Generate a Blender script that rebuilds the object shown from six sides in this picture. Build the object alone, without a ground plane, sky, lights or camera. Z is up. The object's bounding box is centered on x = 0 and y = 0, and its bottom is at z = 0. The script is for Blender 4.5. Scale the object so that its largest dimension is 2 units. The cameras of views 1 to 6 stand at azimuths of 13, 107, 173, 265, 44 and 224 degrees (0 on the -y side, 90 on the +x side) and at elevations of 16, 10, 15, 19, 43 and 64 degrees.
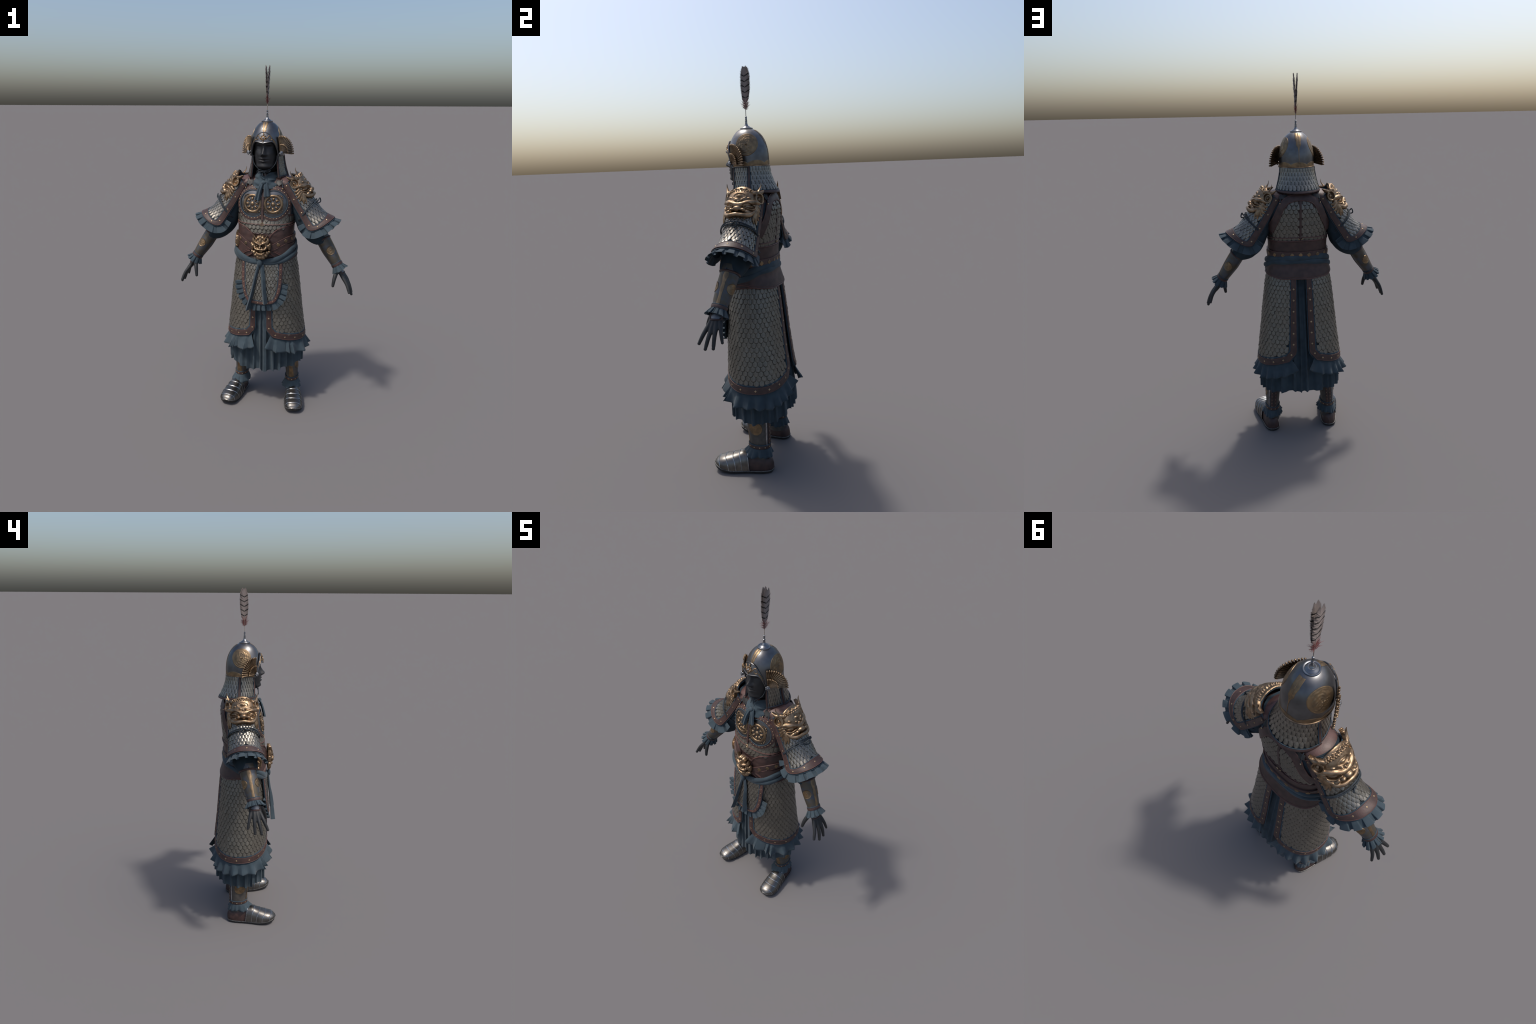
# Armoured warrior in lamellar armour: leather, scales, brass lion masks, pleated blue cloth.
import bpy, math, random
import numpy as np
from mathutils import Matrix, Vector

RNG = np.random.default_rng(7)
PI = math.pi
for o in list(bpy.data.objects):
    bpy.data.objects.remove(o, do_unlink=True)

# ------------------------------------------------------------------ helpers
def A(*v):
    return np.array(v, float)

def unit(v):
    v = np.asarray(v, float)
    return v / np.maximum(np.linalg.norm(v, axis=-1, keepdims=True), 1e-12)

def curve1(x, xs, ys):
    """smooth (Catmull/Hermite, monotone-limited) interpolation of control points"""
    xs = np.asarray(xs, float); ys = np.asarray(ys, float)
    o = np.argsort(xs); xs = xs[o]; ys = ys[o]
    h = np.diff(xs); d = np.diff(ys) / h
    m = np.zeros_like(ys)
    m[0], m[-1] = d[0], d[-1]
    for i in range(1, len(xs) - 1):
        m[i] = 0 if d[i-1]*d[i] <= 0 else 2*d[i-1]*d[i]/(d[i-1]+d[i])
    x = np.asarray(x, float)
    xc = np.clip(x, xs[0], xs[-1])
    i = np.clip(np.searchsorted(xs, xc) - 1, 0, len(h) - 1)
    t = (xc - xs[i]) / h[i]
    r = ((2*t**3-3*t**2+1)*ys[i] + (t**3-2*t**2+t)*h[i]*m[i] + (-2*t**3+3*t**2)*ys[i+1] + (t**3-t**2)*h[i]*m[i+1])
    return r + np.where(x < xs[0], (x-xs[0])*m[0], 0) + np.where(x > xs[-1], (x-xs[-1])*m[-1], 0)

def path(points, n):
    """Catmull-Rom through points, resampled evenly"""
    P = np.asarray(points, float)
    E = np.vstack([2*P[0]-P[1], P, 2*P[-1]-P[-2]])
    out = []
    for i in range(1, len(E) - 2):
        t = np.linspace(0, 1, 24, endpoint=False)[:, None]
        a, b, c, d = E[i-1], E[i], E[i+1], E[i+2]
        out.append(.5*((2*b)+(c-a)*t+(2*a-5*b+4*c-d)*t**2+(3*b-a-3*c+d)*t**3))
    out = np.vstack(out + [P[-1:]])
    return resample(out, n)

def resample(P, n):
    P = np.asarray(P, float)
    L = np.concatenate([[0], np.cumsum(np.linalg.norm(np.diff(P, axis=0), axis=1))])
    s = np.linspace(0, L[-1], n)
    return np.stack([np.interp(s, L, P[:, k]) for k in range(P.shape[1])], 1)

def tangents(P, closed=False):
    if closed:
        return unit(np.roll(P, -1, 0) - np.roll(P, 1, 0))
    return unit(np.gradient(P, axis=0))

SIDE = 1          # -1 builds the mirrored (right hand) copy of a part
ROOT = None

def shade(me, ang=None):
    me.polygons.foreach_set('use_smooth', [True]*len(me.polygons))
    if ang is not None:
        me.set_sharp_from_angle(angle=math.radians(ang))

def mk(name, V, F, mat, parent=None, ang=40, stuff=False):
    V = np.array(V, float).reshape(-1, 3)
    if SIDE < 0:
        V = V * A(-1, 1, 1)
        F = [tuple(reversed(f)) for f in F]
    me = bpy.data.meshes.new(name)
    me.from_pydata(V.tolist(), [], [tuple(int(i) for i in f) for f in F])
    me.validate(); me.update()
    shade(me, ang)
    me.materials.append(mat)
    ob = bpy.data.objects.new(name, me)
    bpy.context.scene.collection.objects.link(ob)
    ob.parent = parent or ROOT
    if stuff:
        ob["kind"] = "stuff"
    return ob

class Geo:
    """accumulates several pieces into one mesh"""
    def __init__(s): s.V = []; s.F = []; s.n = 0
    def add(s, VF):
        V, F = VF
        V = np.asarray(V, float).reshape(-1, 3)
        s.V.append(V); s.F += [tuple(i + s.n for i in f) for f in F]; s.n += len(V)
        return s
    def out(s): return np.vstack(s.V), s.F

def grid_faces(n, m, cu=False, cv=False, off=0, flip=False):
    F = []
    for i in range(n if cu else n-1):
        for j in range(m if cv else m-1):
            a = i*m+j; b = ((i+1) % n)*m+j; c = ((i+1) % n)*m+(j+1) % m; d = i*m+(j+1) % m
            F.append((a+off, d+off, c+off, b+off) if flip else (a+off, b+off, c+off, d+off))
    return F

def grid_normals(P, cu=False):
    if cu:
        du = np.roll(P, -1, 0) - np.roll(P, 1, 0)
    else:
        du = np.gradient(P, axis=0)
    dv = np.gradient(P, axis=1)
    return unit(np.cross(du, dv))

def shell(P, t, cu=False, N=None):
    """grid P[n,m,3] turned into a closed sheet of thickness t (going against the normal)"""
    n, m, _ = P.shape
    if N is None:
        N = grid_normals(P, cu)
    Q = P - N*t
    V = np.vstack([P.reshape(-1, 3), Q.reshape(-1, 3)])
    k = n*m
    F = grid_faces(n, m, cu) + grid_faces(n, m, cu, off=k, flip=True)
    for i in range(n if cu else n-1):
        i2 = (i+1) % n
        a, b = i*m, i2*m
        F.append((a, a+k, b+k, b))
        a, b = i*m+m-1, i2*m+m-1
        F.append((a, b, b+k, a+k))
    if not cu:
        for j in range(m-1):
            F.append((j, j+1, j+1+k, j+k))
            a = (n-1)*m+j
            F.append((a, a+k, a+1+k, a+1))
    return V, F

def loft(R, caps=True):
    """closed rings R[n,m,3]; V ring major"""
    n, m, _ = R.shape
    V = R.reshape(-1, 3); F = grid_faces(n, m, cv=True)
    F = [tuple(reversed(f)) for f in F]
    if caps:
        V = np.vstack([V, R[0].mean(0), R[-1].mean(0)])
        c0, c1 = n*m, n*m+1
        for j in range(m):
            F.append((c0, (j+1) % m, j))
            F.append((c1, (n-1)*m+j, (n-1)*m+(j+1) % m))
    return V, F

def frames(P, up=None):
    T = tangents(P)
    N = np.zeros_like(P)
    r = A(0, 0, 1) if up is None else A(*up)
    if abs(T[0] @ r) > .95: r = A(1, 0, 0) if abs(T[0][0]) < .9 else A(0, 1, 0)
    v = unit(r - T[0]*(T[0] @ r)); N[0] = v
    for i in range(1, len(P)):
        v = unit(v - T[i]*(T[i] @ v)); N[i] = v
    return T, N, np.cross(T, N)

def tube(P, r, k=8, flat=1.0, up=None):
    P = np.asarray(P, float); r = np.broadcast_to(np.asarray(r, float), (len(P),))
    T, N, B = frames(P, up)
    a = np.linspace(0, 2*PI, k, endpoint=False)
    R = P[:, None] + r[:, None, None]*(np.cos(a)[None, :, None]*N[:, None]*flat + np.sin(a)[None, :, None]*B[:, None])
    return loft(R)

def ring_tube(P, r, k=6, N=None):
    """closed tube"""
    P = np.asarray(P, float); T = tangents(P, True)
    c = P.mean(0)
    if N is None: N = unit(P - c)
    N = unit(N - T*(T*N).sum(-1, keepdims=True)); B = np.cross(T, N)
    a = np.linspace(0, 2*PI, k, endpoint=False)
    R = P[:, None] + r*(np.cos(a)[None, :, None]*N[:, None] + np.sin(a)[None, :, None]*B[:, None])
    n, m, _ = R.shape
    return R.reshape(-1, 3), [tuple(reversed(f)) for f in grid_faces(n, m, cu=True, cv=True)]

def ball(c, r, k=10, R=None):
    th = np.linspace(0, PI, k)[1:-1]; ph = np.linspace(0, 2*PI, 2*k, endpoint=False)
    r = np.broadcast_to(np.asarray(r, float), (3,))
    X = np.stack([np.sin(th)[:, None]*np.cos(ph), np.sin(th)[:, None]*np.sin(ph), np.repeat(np.cos(th)[:, None], len(ph), 1)], -1)*r
    V = np.vstack([X.reshape(-1, 3), [[0, 0, r[2]], [0, 0, -r[2]]]])
    n, m = len(th), len(ph)
    F = [tuple(f) for f in grid_faces(n, m, cv=True)]
    for j in range(m):
        F.append((n*m, j, (j+1) % m)); F.append((n*m+1, (n-1)*m+(j+1) % m, (n-1)*m+j))
    if R is not None: V = V @ np.asarray(R, float).T
    return V + A(*c), F

def revolve(profile, c, k=32, axis=(0, 0, 1)):
    """profile [(r,h)...] turned about an axis through c"""
    ax = unit(A(*axis)); e = unit(np.cross(ax, A(0, 1, 0) if abs(ax[1]) < .9 else A(1, 0, 0))); f = np.cross(ax, e)
    a = np.linspace(0, 2*PI, k, endpoint=False)
    R = np.stack([A(*c) + r*(np.cos(a)[:, None]*e + np.sin(a)[:, None]*f) + h*ax for r, h in profile])
    V, F = loft(R)
    return V, [tuple(reversed(f_)) for f_ in F] if False else F

# ---- parametric surfaces: fn(u,v) -> points; outward sign found from a centre line
def surf(fn, u, v, sgn=1, e=1e-4):
    P = fn(u, v)
    du = fn(u+e, v) - fn(u-e, v); dv = fn(u, v+e) - fn(u, v-e)
    return P, sgn*unit(np.cross(du, dv))

def ribbon(fn, a, b, sgn, h, k=7, base=-.0015, crown=.0008, sides=True):
    """raised strip on a surface between two (u,v) curves a[n,2] and b[n,2]"""
    a = np.asarray(a, float); b = np.asarray(b, float)
    w = np.linspace(0, 1, k)
    uv = a[:, None]*(1-w)[None, :, None] + b[:, None]*w[None, :, None]
    P, N = surf(fn, uv[..., 0], uv[..., 1], sgn)
    hh = h + crown*(1-(2*w-1)**2)
    Q = P + N*hh[None, :, None]
    lo0 = P[:, :1] + N[:, :1]*base; lo1 = P[:, -1:] + N[:, -1:]*base
    ed0 = P[:, :1]*.9 + P[:, 1:2]*.1 + N[:, :1]*h*.98; ed1 = P[:, -1:]*.9 + P[:, -2:-1]*.1 + N[:, -1:]*h*.98
    G = np.concatenate([lo0, P[:, :1]+N[:, :1]*h*.7, ed0, Q[:, 1:-1], ed1, P[:, -1:]+N[:, -1:]*h*.7, lo1], 1)
    n, m, _ = G.shape
    V = G.reshape(-1, 3); F = grid_faces(n, m)
    F.append(tuple(range(m))); F.append(tuple((n-1)*m+j for j in reversed(range(m))))
    # orient
    c = np.cross(G[1, m//2]-G[0, m//2], G[0, m//2+1]-G[0, m//2])
    if c @ N[0, k//2] < 0: F = [tuple(reversed(f)) for f in F]
    return V, F

def piping(fn, uv, sgn, r, off=0., k=6):
    uv = np.asarray(uv, float)
    P, N = surf(fn, uv[:, 0], uv[:, 1], sgn)
    return tube(P + N*off, r, k)

def offset_curve(c, d, asp=1.0):
    """offset a planar polyline (s,z) to its left by d"""
    t = tangents(np.asarray(c, float)); nrm = np.stack([-t[:, 1], t[:, 0]], 1)
    return c + nrm*d

def relief(name, fn, sgn, ar, br, na, nb, H, mat, parent=None, thr=.0, blur=2, base=-.004, clip=None):
    """cast ornament: height field H(a,b) standing on a surface; where H<=thr there is nothing"""
    a = np.linspace(*ar, na); b = np.linspace(*br, nb)
    a, b = np.meshgrid(a, b, indexing='ij')
    h = H(a, b)
    keep = h > thr
    hb = np.where(keep, h, 0)
    for _ in range(blur):
        p = np.pad(hb, 1, mode='edge'); wk = np.pad(keep.astype(float), 1, mode='edge')
        num = sum(p[1+i:p.shape[0]-1+i, 1+j:p.shape[1]-1+j]*wk[1+i:p.shape[0]-1+i, 1+j:p.shape[1]-1+j] for i in (-1, 0, 1) for j in (-1, 0, 1))
        den = sum(wk[1+i:p.shape[0]-1+i, 1+j:p.shape[1]-1+j] for i in (-1, 0, 1) for j in (-1, 0, 1))
        hb = np.where(keep, num/np.maximum(den, 1), 0)
    P, N = surf(fn, a, b, sgn)
    V = (P + N*hb[..., None]).reshape(-1, 3); W = (P + N*base).reshape(-1, 3)
    n = na*nb; idx = np.arange(n).reshape(na, nb)
    q = keep[:-1, :-1] & keep[1:, :-1] & keep[1:, 1:] & keep[:-1, 1:]
    F = []; edges = {}
    up = np.cross(P[1, 0]-P[0, 0], P[0, 1]-P[0, 0]) @ N[0, 0] > 0
    for i, j in zip(*np.nonzero(q)):
        f = (idx[i, j], idx[i+1, j], idx[i+1, j+1], idx[i, j+1])
        if not up: f = f[::-1]
        F.append(f)
        for k in range(4):
            e = (f[k], f[(k+1) % 4])
            if (e[1], e[0]) in edges: edges.pop((e[1], e[0]))
            else: edges[e] = 1
    for x, y in edges:
        F.append((y, x, x+n, y+n))
    V = np.vstack([V, W])
    used = sorted({i for f in F for i in f}); re = {v: i for i, v in enumerate(used)}
    return mk(name, V[used], [tuple(re[i] for i in f) for f in F], mat, parent, 60)

def dome(a, b, cx, cy, rx, ry, h, rot=0., pw=.5):
    c, s = math.cos(rot), math.sin(rot)
    x = (a-cx)*c + (b-cy)*s; y = -(a-cx)*s + (b-cy)*c
    d = 1-(x/rx)**2-(y/ry)**2
    return np.where(d > 0, h*np.maximum(d, 0)**pw, -1)

def ridge(a, b, pts, w, h, n=24):
    Q = path(pts, n) if len(pts) > 2 else resample(A(*pts).reshape(-1, 2), n)
    w = np.linspace(w[0], w[-1], n) if len(w) < 3 else np.interp(np.linspace(0, 1, n), np.linspace(0, 1, len(w)), w)
    h = np.linspace(h[0], h[-1], n) if len(h) < 3 else np.interp(np.linspace(0, 1, n), np.linspace(0, 1, len(h)), h)
    out = np.full(a.shape, -1.)
    for q, ww, hh in zip(Q, w, h):
        d = 1-((a-q[0])**2+(b-q[1])**2)/ww**2
        out = np.maximum(out, np.where(d > 0, hh*(.55+.45*np.maximum(d, 0)**.5), -1))
    return out

# ------------------------------------------------------------------ cloth and scales
def ruffle(P, D, O, length, pleats, amp, flare, t=.0012, box=True, nv=6, seed=0, jitter=.15, swing=.35):
    """pleated frill: P edge points, D hanging direction, O outward direction"""
    rng = np.random.default_rng(seed)
    n = pleats*(26 if box else 22)+1
    src = np.hstack([P, D, O]); L = np.concatenate([[0], np.cumsum(np.linalg.norm(np.diff(P, axis=0), axis=1))])
    s = np.linspace(0, L[-1], n)
    M = np.stack([np.interp(s, L, src[:, k]) for k in range(9)], 1)
    P, D, O = M[:, :3], unit(M[:, 3:6]), unit(M[:, 6:])
    T = tangents(P)
    ph = s/L[-1]*pleats
    ph = ph + jitter*np.interp(ph, np.arange(pleats+2), rng.normal(0, 1, pleats+2))
    f = ph % 1.0
    if box:
        w = np.tanh(7*(np.sin(2*PI*ph)+.22))
        sl = np.where((f < .54) | (f > .96), ((f+.2) % 1.0)-.45, -.5*(f-.75))
    else:
        w = np.tanh(1.9*np.sin(2*PI*ph))+.15*np.sin(2*PI*ph*.37+1)
        sl = .16*np.sin(4*PI*ph)
    ampv = amp*(1+.3*np.interp(ph, np.arange(pleats+2), rng.normal(0, 1, pleats+2)))
    lenv = length*(1+.06*np.interp(ph, np.arange(pleats+2), rng.normal(0, 1, pleats+2)))
    v = np.linspace(0, 1, nv)
    G = np.zeros((n, nv, 3))
    for j, q in enumerate(v):
        G[:, j] = P + D*(lenv*q)[:, None]*math.cos(flare) + O*((lenv*q)*math.sin(flare) + ampv*w*(q**(.7 if box else 1.15)))[:, None] + T*(sl*swing*L[-1]/pleats*q)[:, None]
    N = grid_normals(G)
    if (N.reshape(-1, 3) * np.repeat(O, nv, 0)).sum() < 0:
        G = G[::-1]; N = grid_normals(G)
    return shell(G, t, N=N)

def scale_mesh(w, L, dome_h=.0014, t=.0024, rnd=.34):
    """one armour plate: hangs along -Y, faces +Z, rounded tip"""
    nx, ny = 7, 8
    V = []
    vs = np.concatenate([np.linspace(0, 1-rnd, 3), 1-rnd+rnd*np.sin(np.linspace(0, PI/2, 6)[1:])])
    for v in vs:
        hw = w/2*(1 if v <= 1-rnd else max(.22, (max(0, 1-((v-1+rnd)/rnd)**2.3))**(1/2.3)))
        for u in np.linspace(-1, 1, nx):
            z = dome_h*(1-abs(u)**3) - (.0006 if abs(u) > .95 else 0) - (.0006 if v > .99 else 0)
            V.append((u*hw, -L*v, z))
    V = np.array(V)
    G = V.reshape(len(vs), nx, 3)
    W = G.copy(); W[..., 2] -= t*.75
    W[..., 0] *= 1+.0022/w          # walls flare into a dark rim, drawing the contact shadow below each plate
    W[..., 1] -= .0022*np.clip((vs-(1-rnd))/rnd, 0, 1)[:, None]**.5
    n = len(vs)*nx
    F = grid_faces(len(vs), nx, flip=False)
    F = [tuple(f) for f in F]
    def r(i, j): return i*nx+j
    B = []
    for i in range(len(vs)-1):
        B.append((r(i, 0), r(i+1, 0), r(i+1, 0)+n, r(i, 0)+n)[::-1]); B.append((r(i, nx-1), r(i+1, nx-1), r(i+1, nx-1)+n, r(i, nx-1)+n))
    for j in range(nx-1):
        B.append((r(len(vs)-1, j), r(len(vs)-1, j+1), r(len(vs)-1, j+1)+n, r(len(vs)-1, j)+n)[::-1])
    return np.vstack([V, W.reshape(-1, 3)]), F + [tuple(reversed(b)) for b in B]

def place_scales(name, fn, sgn, urange, vrows, wid, mesh, mat, parent, mask, tilt=.10, lift=.002, named=300, prefer=None, seed=1):
    """rows of overlapping plates over a surface; v runs downwards"""
    rng = np.random.default_rng(seed)
    items = []
    def seclen(v):
        uu = np.linspace(*urange, 400); P = fn(uu, np.full_like(uu, v))
        return np.linalg.norm(np.diff(P, axis=0), axis=1).sum()
    kcol = max(1, int(round(np.mean([seclen(v) for v in vrows])/wid)))
    for ri, v in enumerate(vrows):
        uu = np.linspace(*urange, 400)
        P = fn(uu, np.full_like(uu, v))
        L = np.concatenate([[0], np.cumsum(np.linalg.norm(np.diff(P, axis=0), axis=1))])
        k = kcol; st = L[-1]/k; wx = st/wid
        ss = (np.arange(k+1) + (.5 if ri % 2 else 0.))*st
        for s in ss:
            if s > L[-1]: continue
            u = np.interp(s, L, uu)
            if not mask(u, v): continue
            p, nn = surf(fn, np.array([u]), np.array([v]), sgn)
            d = fn(np.array([u]), np.array([v+1e-3])) - fn(np.array([u]), np.array([v-1e-3]))
            p, nn, d = p[0], nn[0], unit(d[0])
            d = unit(d - nn*(d @ nn)); x = np.cross(-d, nn)
            tl = tilt*(1+.2*rng.normal()); ro = .02*rng.normal()
            y2 = unit(-d*math.cos(tl) - nn*math.sin(tl) + x*ro*.6)
            z2 = unit(np.cross(x, y2)); x2 = np.cross(y2, z2)
            items.append((p + nn*lift, x2*wx, y2, z2))
    V, F = scale_mesh(*mesh) if isinstance(mesh, tuple) else mesh
    if prefer is not None: items.sort(key=lambda it: prefer(it[0]))
    me = bpy.data.meshes.new(name)
    me.from_pydata(V.tolist(), [], [tuple(int(i) for i in f) for f in F]); me.update(); shade(me, 50)
    me.materials.append(mat); me.materials.append(M_RIM)
    nrim = sum(1 for f in F if max(f) >= len(V)//2)
    for i in range(len(F)-nrim, len(F)): me.polygons[i].material_index = 1
    base = bpy.data.objects.new(name, me)
    rest = Geo(); first = True
    for i, (p, x, y, z) in enumerate(items):
        if SIDE < 0:
            m = A(-1, 1, 1); p, x, y, z = p*m, -x*m, y*m, z*m
        if i < named:
            ob = base if first else base.copy()
            first = False
            bpy.context.scene.collection.objects.link(ob)
            ob.parent = parent
            ob.matrix_local = Matrix(((x[0], y[0], z[0], p[0]), (x[1], y[1], z[1], p[1]), (x[2], y[2], z[2], p[2]), (0, 0, 0, 1)))
        else:
            rest.add((p + V[:, :1]*x + V[:, 1:2]*y + V[:, 2:]*z, F))
    if rest.n:
        ob = global_side(1, lambda: mk(name, *rest.out(), mat, parent, 50, True))
        ob.data.materials.append(M_RIM)
        nf = len(F)
        for i, f in enumerate(ob.data.polygons):
            if i % nf >= nf-nrim: f.material_index = 1
    return len(items)

def global_side(s, f):
    global SIDE
    o = SIDE; SIDE = s; r = f(); SIDE = o
    return r

def studs(g, fn, uv, sgn, r, h, off=0., cross=False):
    for u, v in uv:
        p, n = surf(fn, np.array([u]), np.array([v]), sgn); p, n = p[0]+n[0]*off, n[0]
        if cross:
            d = fn(np.array([u]), np.array([v+1e-3]))[0]-p; d = unit(d-n*(d @ n)); x = np.cross(d, n)
            for q, w in ((d, x), (x, d)):
                g.add(ball(p, (1, 1, 1), 6, np.stack([q*r, w*r*.42, n*h], 1)))
        else:
            d = unit(np.cross(n, A(.3, .5, .8))); g.add(ball(p, (1, 1, 1), 6, np.stack([d*r, np.cross(n, d)*r, n*h], 1)))
    return g

def remesh(ob, voxel, smooth=6, fac=.5):
    m = ob.modifiers.new('r', 'REMESH'); m.mode = 'VOXEL'; m.voxel_size = voxel; m.use_smooth_shade = True
    s = ob.modifiers.new('s', 'SMOOTH'); s.iterations = smooth; s.factor = fac
    dg = bpy.context.evaluated_depsgraph_get(); dg.update()
    me = bpy.data.meshes.new_from_object(ob.evaluated_get(dg))
    mat = ob.data.materials[0]
    ob.modifiers.clear(); ob.data = me
    me.materials.clear(); me.materials.append(mat)
    shade(me)
    return ob

# ------------------------------------------------------------------ materials
def material(name, col, col2=None, rough=.5, metal=0., nscale=40., bump=.15, bscale=300., detail=4., spec=.5, stretch=(1, 1, 1), rough2=None, lo=.35, hi=.65, per_object=0., sheen=0.):
    m = bpy.data.materials.new(name); m.use_nodes = True
    nt = m.node_tree; N = nt.nodes; Lk = nt.links.new
    b = N['Principled BSDF']
    tc = N.new('ShaderNodeTexCoord'); mp = N.new('ShaderNodeMapping'); mp.inputs['Scale'].default_value = stretch
    Lk(tc.outputs['Object'], mp.inputs[0])
    n1 = N.new('ShaderNodeTexNoise'); n1.inputs['Scale'].default_value = nscale; n1.inputs['Detail'].default_value = detail
    Lk(mp.outputs[0], n1.inputs['Vector'])
    cr = N.new('ShaderNodeValToRGB'); e = cr.color_ramp.elements
    e[0].position = lo; e[1].position = hi
    c2 = col2 or tuple(c*.7 for c in col)
    e[0].color = (*c2, 1); e[1].color = (*col, 1)
    Lk(n1.outputs['Fac'], cr.inputs[0])
    src = cr.outputs[0]
    if per_object:
        oi = N.new('ShaderNodeObjectInfo'); mr = N.new('ShaderNodeMapRange')
        mr.inputs['To Min'].default_value = 1-per_object; mr.inputs['To Max'].default_value = 1+per_object
        Lk(oi.outputs['Random'], mr.inputs[0])
        mx = N.new('ShaderNodeMix'); mx.data_type = 'RGBA'; mx.blend_type = 'MULTIPLY'; mx.inputs[0].default_value = 1
        Lk(src, mx.inputs[6]); Lk(mr.outputs[0], mx.inputs[7]); src = mx.outputs[2]
    Lk(src, b.inputs['Base Color'])
    b.inputs['Metallic'].default_value = metal; b.inputs['Specular IOR Level'].default_value = spec
    if sheen: b.inputs['Sheen Weight'].default_value = sheen
    r = N.new('ShaderNodeMapRange'); r.inputs['To Min'].default_value = rough2 if rough2 is not None else min(1, rough+.15); r.inputs['To Max'].default_value = rough
    Lk(n1.outputs['Fac'], r.inputs[0]); Lk(r.outputs[0], b.inputs['Roughness'])
    if bump:
        n2 = N.new('ShaderNodeTexNoise'); n2.inputs['Scale'].default_value = bscale; n2.inputs['Detail'].default_value = 3
        Lk(mp.outputs[0], n2.inputs['Vector'])
        bp = N.new('ShaderNodeBump'); bp.inputs['Strength'].default_value = bump; bp.inputs['Distance'].default_value = .002
        Lk(n2.outputs['Fac'], bp.inputs['Height']); Lk(bp.outputs[0], b.inputs['Normal'])
    return m

M_STEEL = material('dark_polished_steel', (.155, .158, .165), (.115, .115, .118), rough=.30, rough2=.42, metal=1., nscale=25, bump=.04, bscale=500)
M_BRIGHT = material('bright_steel_edge', (.42, .44, .47), (.30, .31, .33), rough=.22, rough2=.32, metal=1., nscale=60, bump=0)
M_SCALE = material('scale_steel', (.26, .243, .21), (.16, .148, .127), rough=.28, rough2=.46, metal=.9, nscale=70, bump=.06, bscale=350, per_object=.1)
M_SKSCALE = material('dull_scale_steel', (.184, .169, .142), (.142, .130, .108), rough=.40, rough2=.52, metal=.75, nscale=70, bump=.06, bscale=350, per_object=.08)
M_GOLD = material('aged_brass', (.35, .246, .155), (.165, .115, .073), rough=.35, rough2=.5, metal=1., nscale=45, bump=.08, bscale=260)
M_BRONZE = material('dark_bronze', (.25, .176, .108), (.12, .086, .056), rough=.38, rough2=.5, metal=.95, nscale=45, bump=.08, bscale=260)
M_INLAY = material('worn_gold_inlay', (.28, .19, .105), (.155, .115, .075), rough=.36, rough2=.55, metal=.95, nscale=40, bump=.2, bscale=180)
M_LEATHER = material('brown_leather', (.056, .0285, .024), (.033, .017, .0148), rough=.45, rough2=.62, nscale=35, bump=.25, bscale=220, stretch=(1, 1, 1))
M_LEATHERR = material('red_brown_leather', (.092, .045, .038), (.055, .028, .024), rough=.42, rough2=.6, nscale=30, bump=.25, bscale=240)
M_EDGE = material('leather_piping', (.105, .046, .037), (.065, .030, .025), rough=.5, nscale=60, bump=.1)
M_CLOTH = material('blue_cloth', (.042, .061, .075), (.030, .046, .058), rough=.85, rough2=.9, nscale=20, bump=.2, bscale=900, spec=.2, sheen=.1)
M_CLOTHD = material('dark_blue_cloth', (.025, .039, .051), (.018, .029, .038), rough=.85, rough2=.9, nscale=20, bump=.2, bscale=900, spec=.2)
M_PIPE = material('blue_piping', (.036, .058, .075), (.026, .043, .057), rough=.7, nscale=50, bump=.1, spec=.3)
M_CORD = material('dark_cord', (.035, .045, .055), (.02, .026, .032), rough=.7, nscale=80, bump=.4, bscale=500, spec=.3)
M_BODY = material('black_matt_body', (.0135, .014, .0155), (.011, .0115, .013), rough=.42, rough2=.5, nscale=15, bump=.02, spec=.4)
M_GLOVE = material('black_leather_glove', (.017, .018, .020), (.012, .013, .014), rough=.45, rough2=.58, nscale=30, bump=.1, spec=.4)
M_SOLE = material('black_sole', (.02, .018, .017), (.012, .011, .010), rough=.7, nscale=40, bump=.3)
M_STUD = material('brass_stud', (.48, .36, .22), (.30, .22, .13), rough=.38, metal=.95, nscale=80, bump=0)
M_GREAVE = material('dark_leather_greave', (.075, .066, .056), (.045, .040, .035), rough=.5, rough2=.65, nscale=40, bump=.25, bscale=250)
M_RIM = material('painted_scale_shadow_rim', (.030, .027, .024), (.02, .018, .016), rough=.7, nscale=60, bump=0, spec=.2)
M_DARK = material('dark_lining', (.012, .014, .017), (.008, .009, .011), rough=.9, nscale=30, bump=0, spec=.1)

# ------------------------------------------------------------------ the figure
ROOT = bpy.data.objects.new('armoured_warrior', None)
bpy.context.scene.collection.objects.link(ROOT)
ROOT["label"] = "black figure in scale armour with brass lion masks"
ROOT["category"] = "armoured figure"

def sgnpow(x, p): return np.sign(x)*np.abs(x)**p

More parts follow.
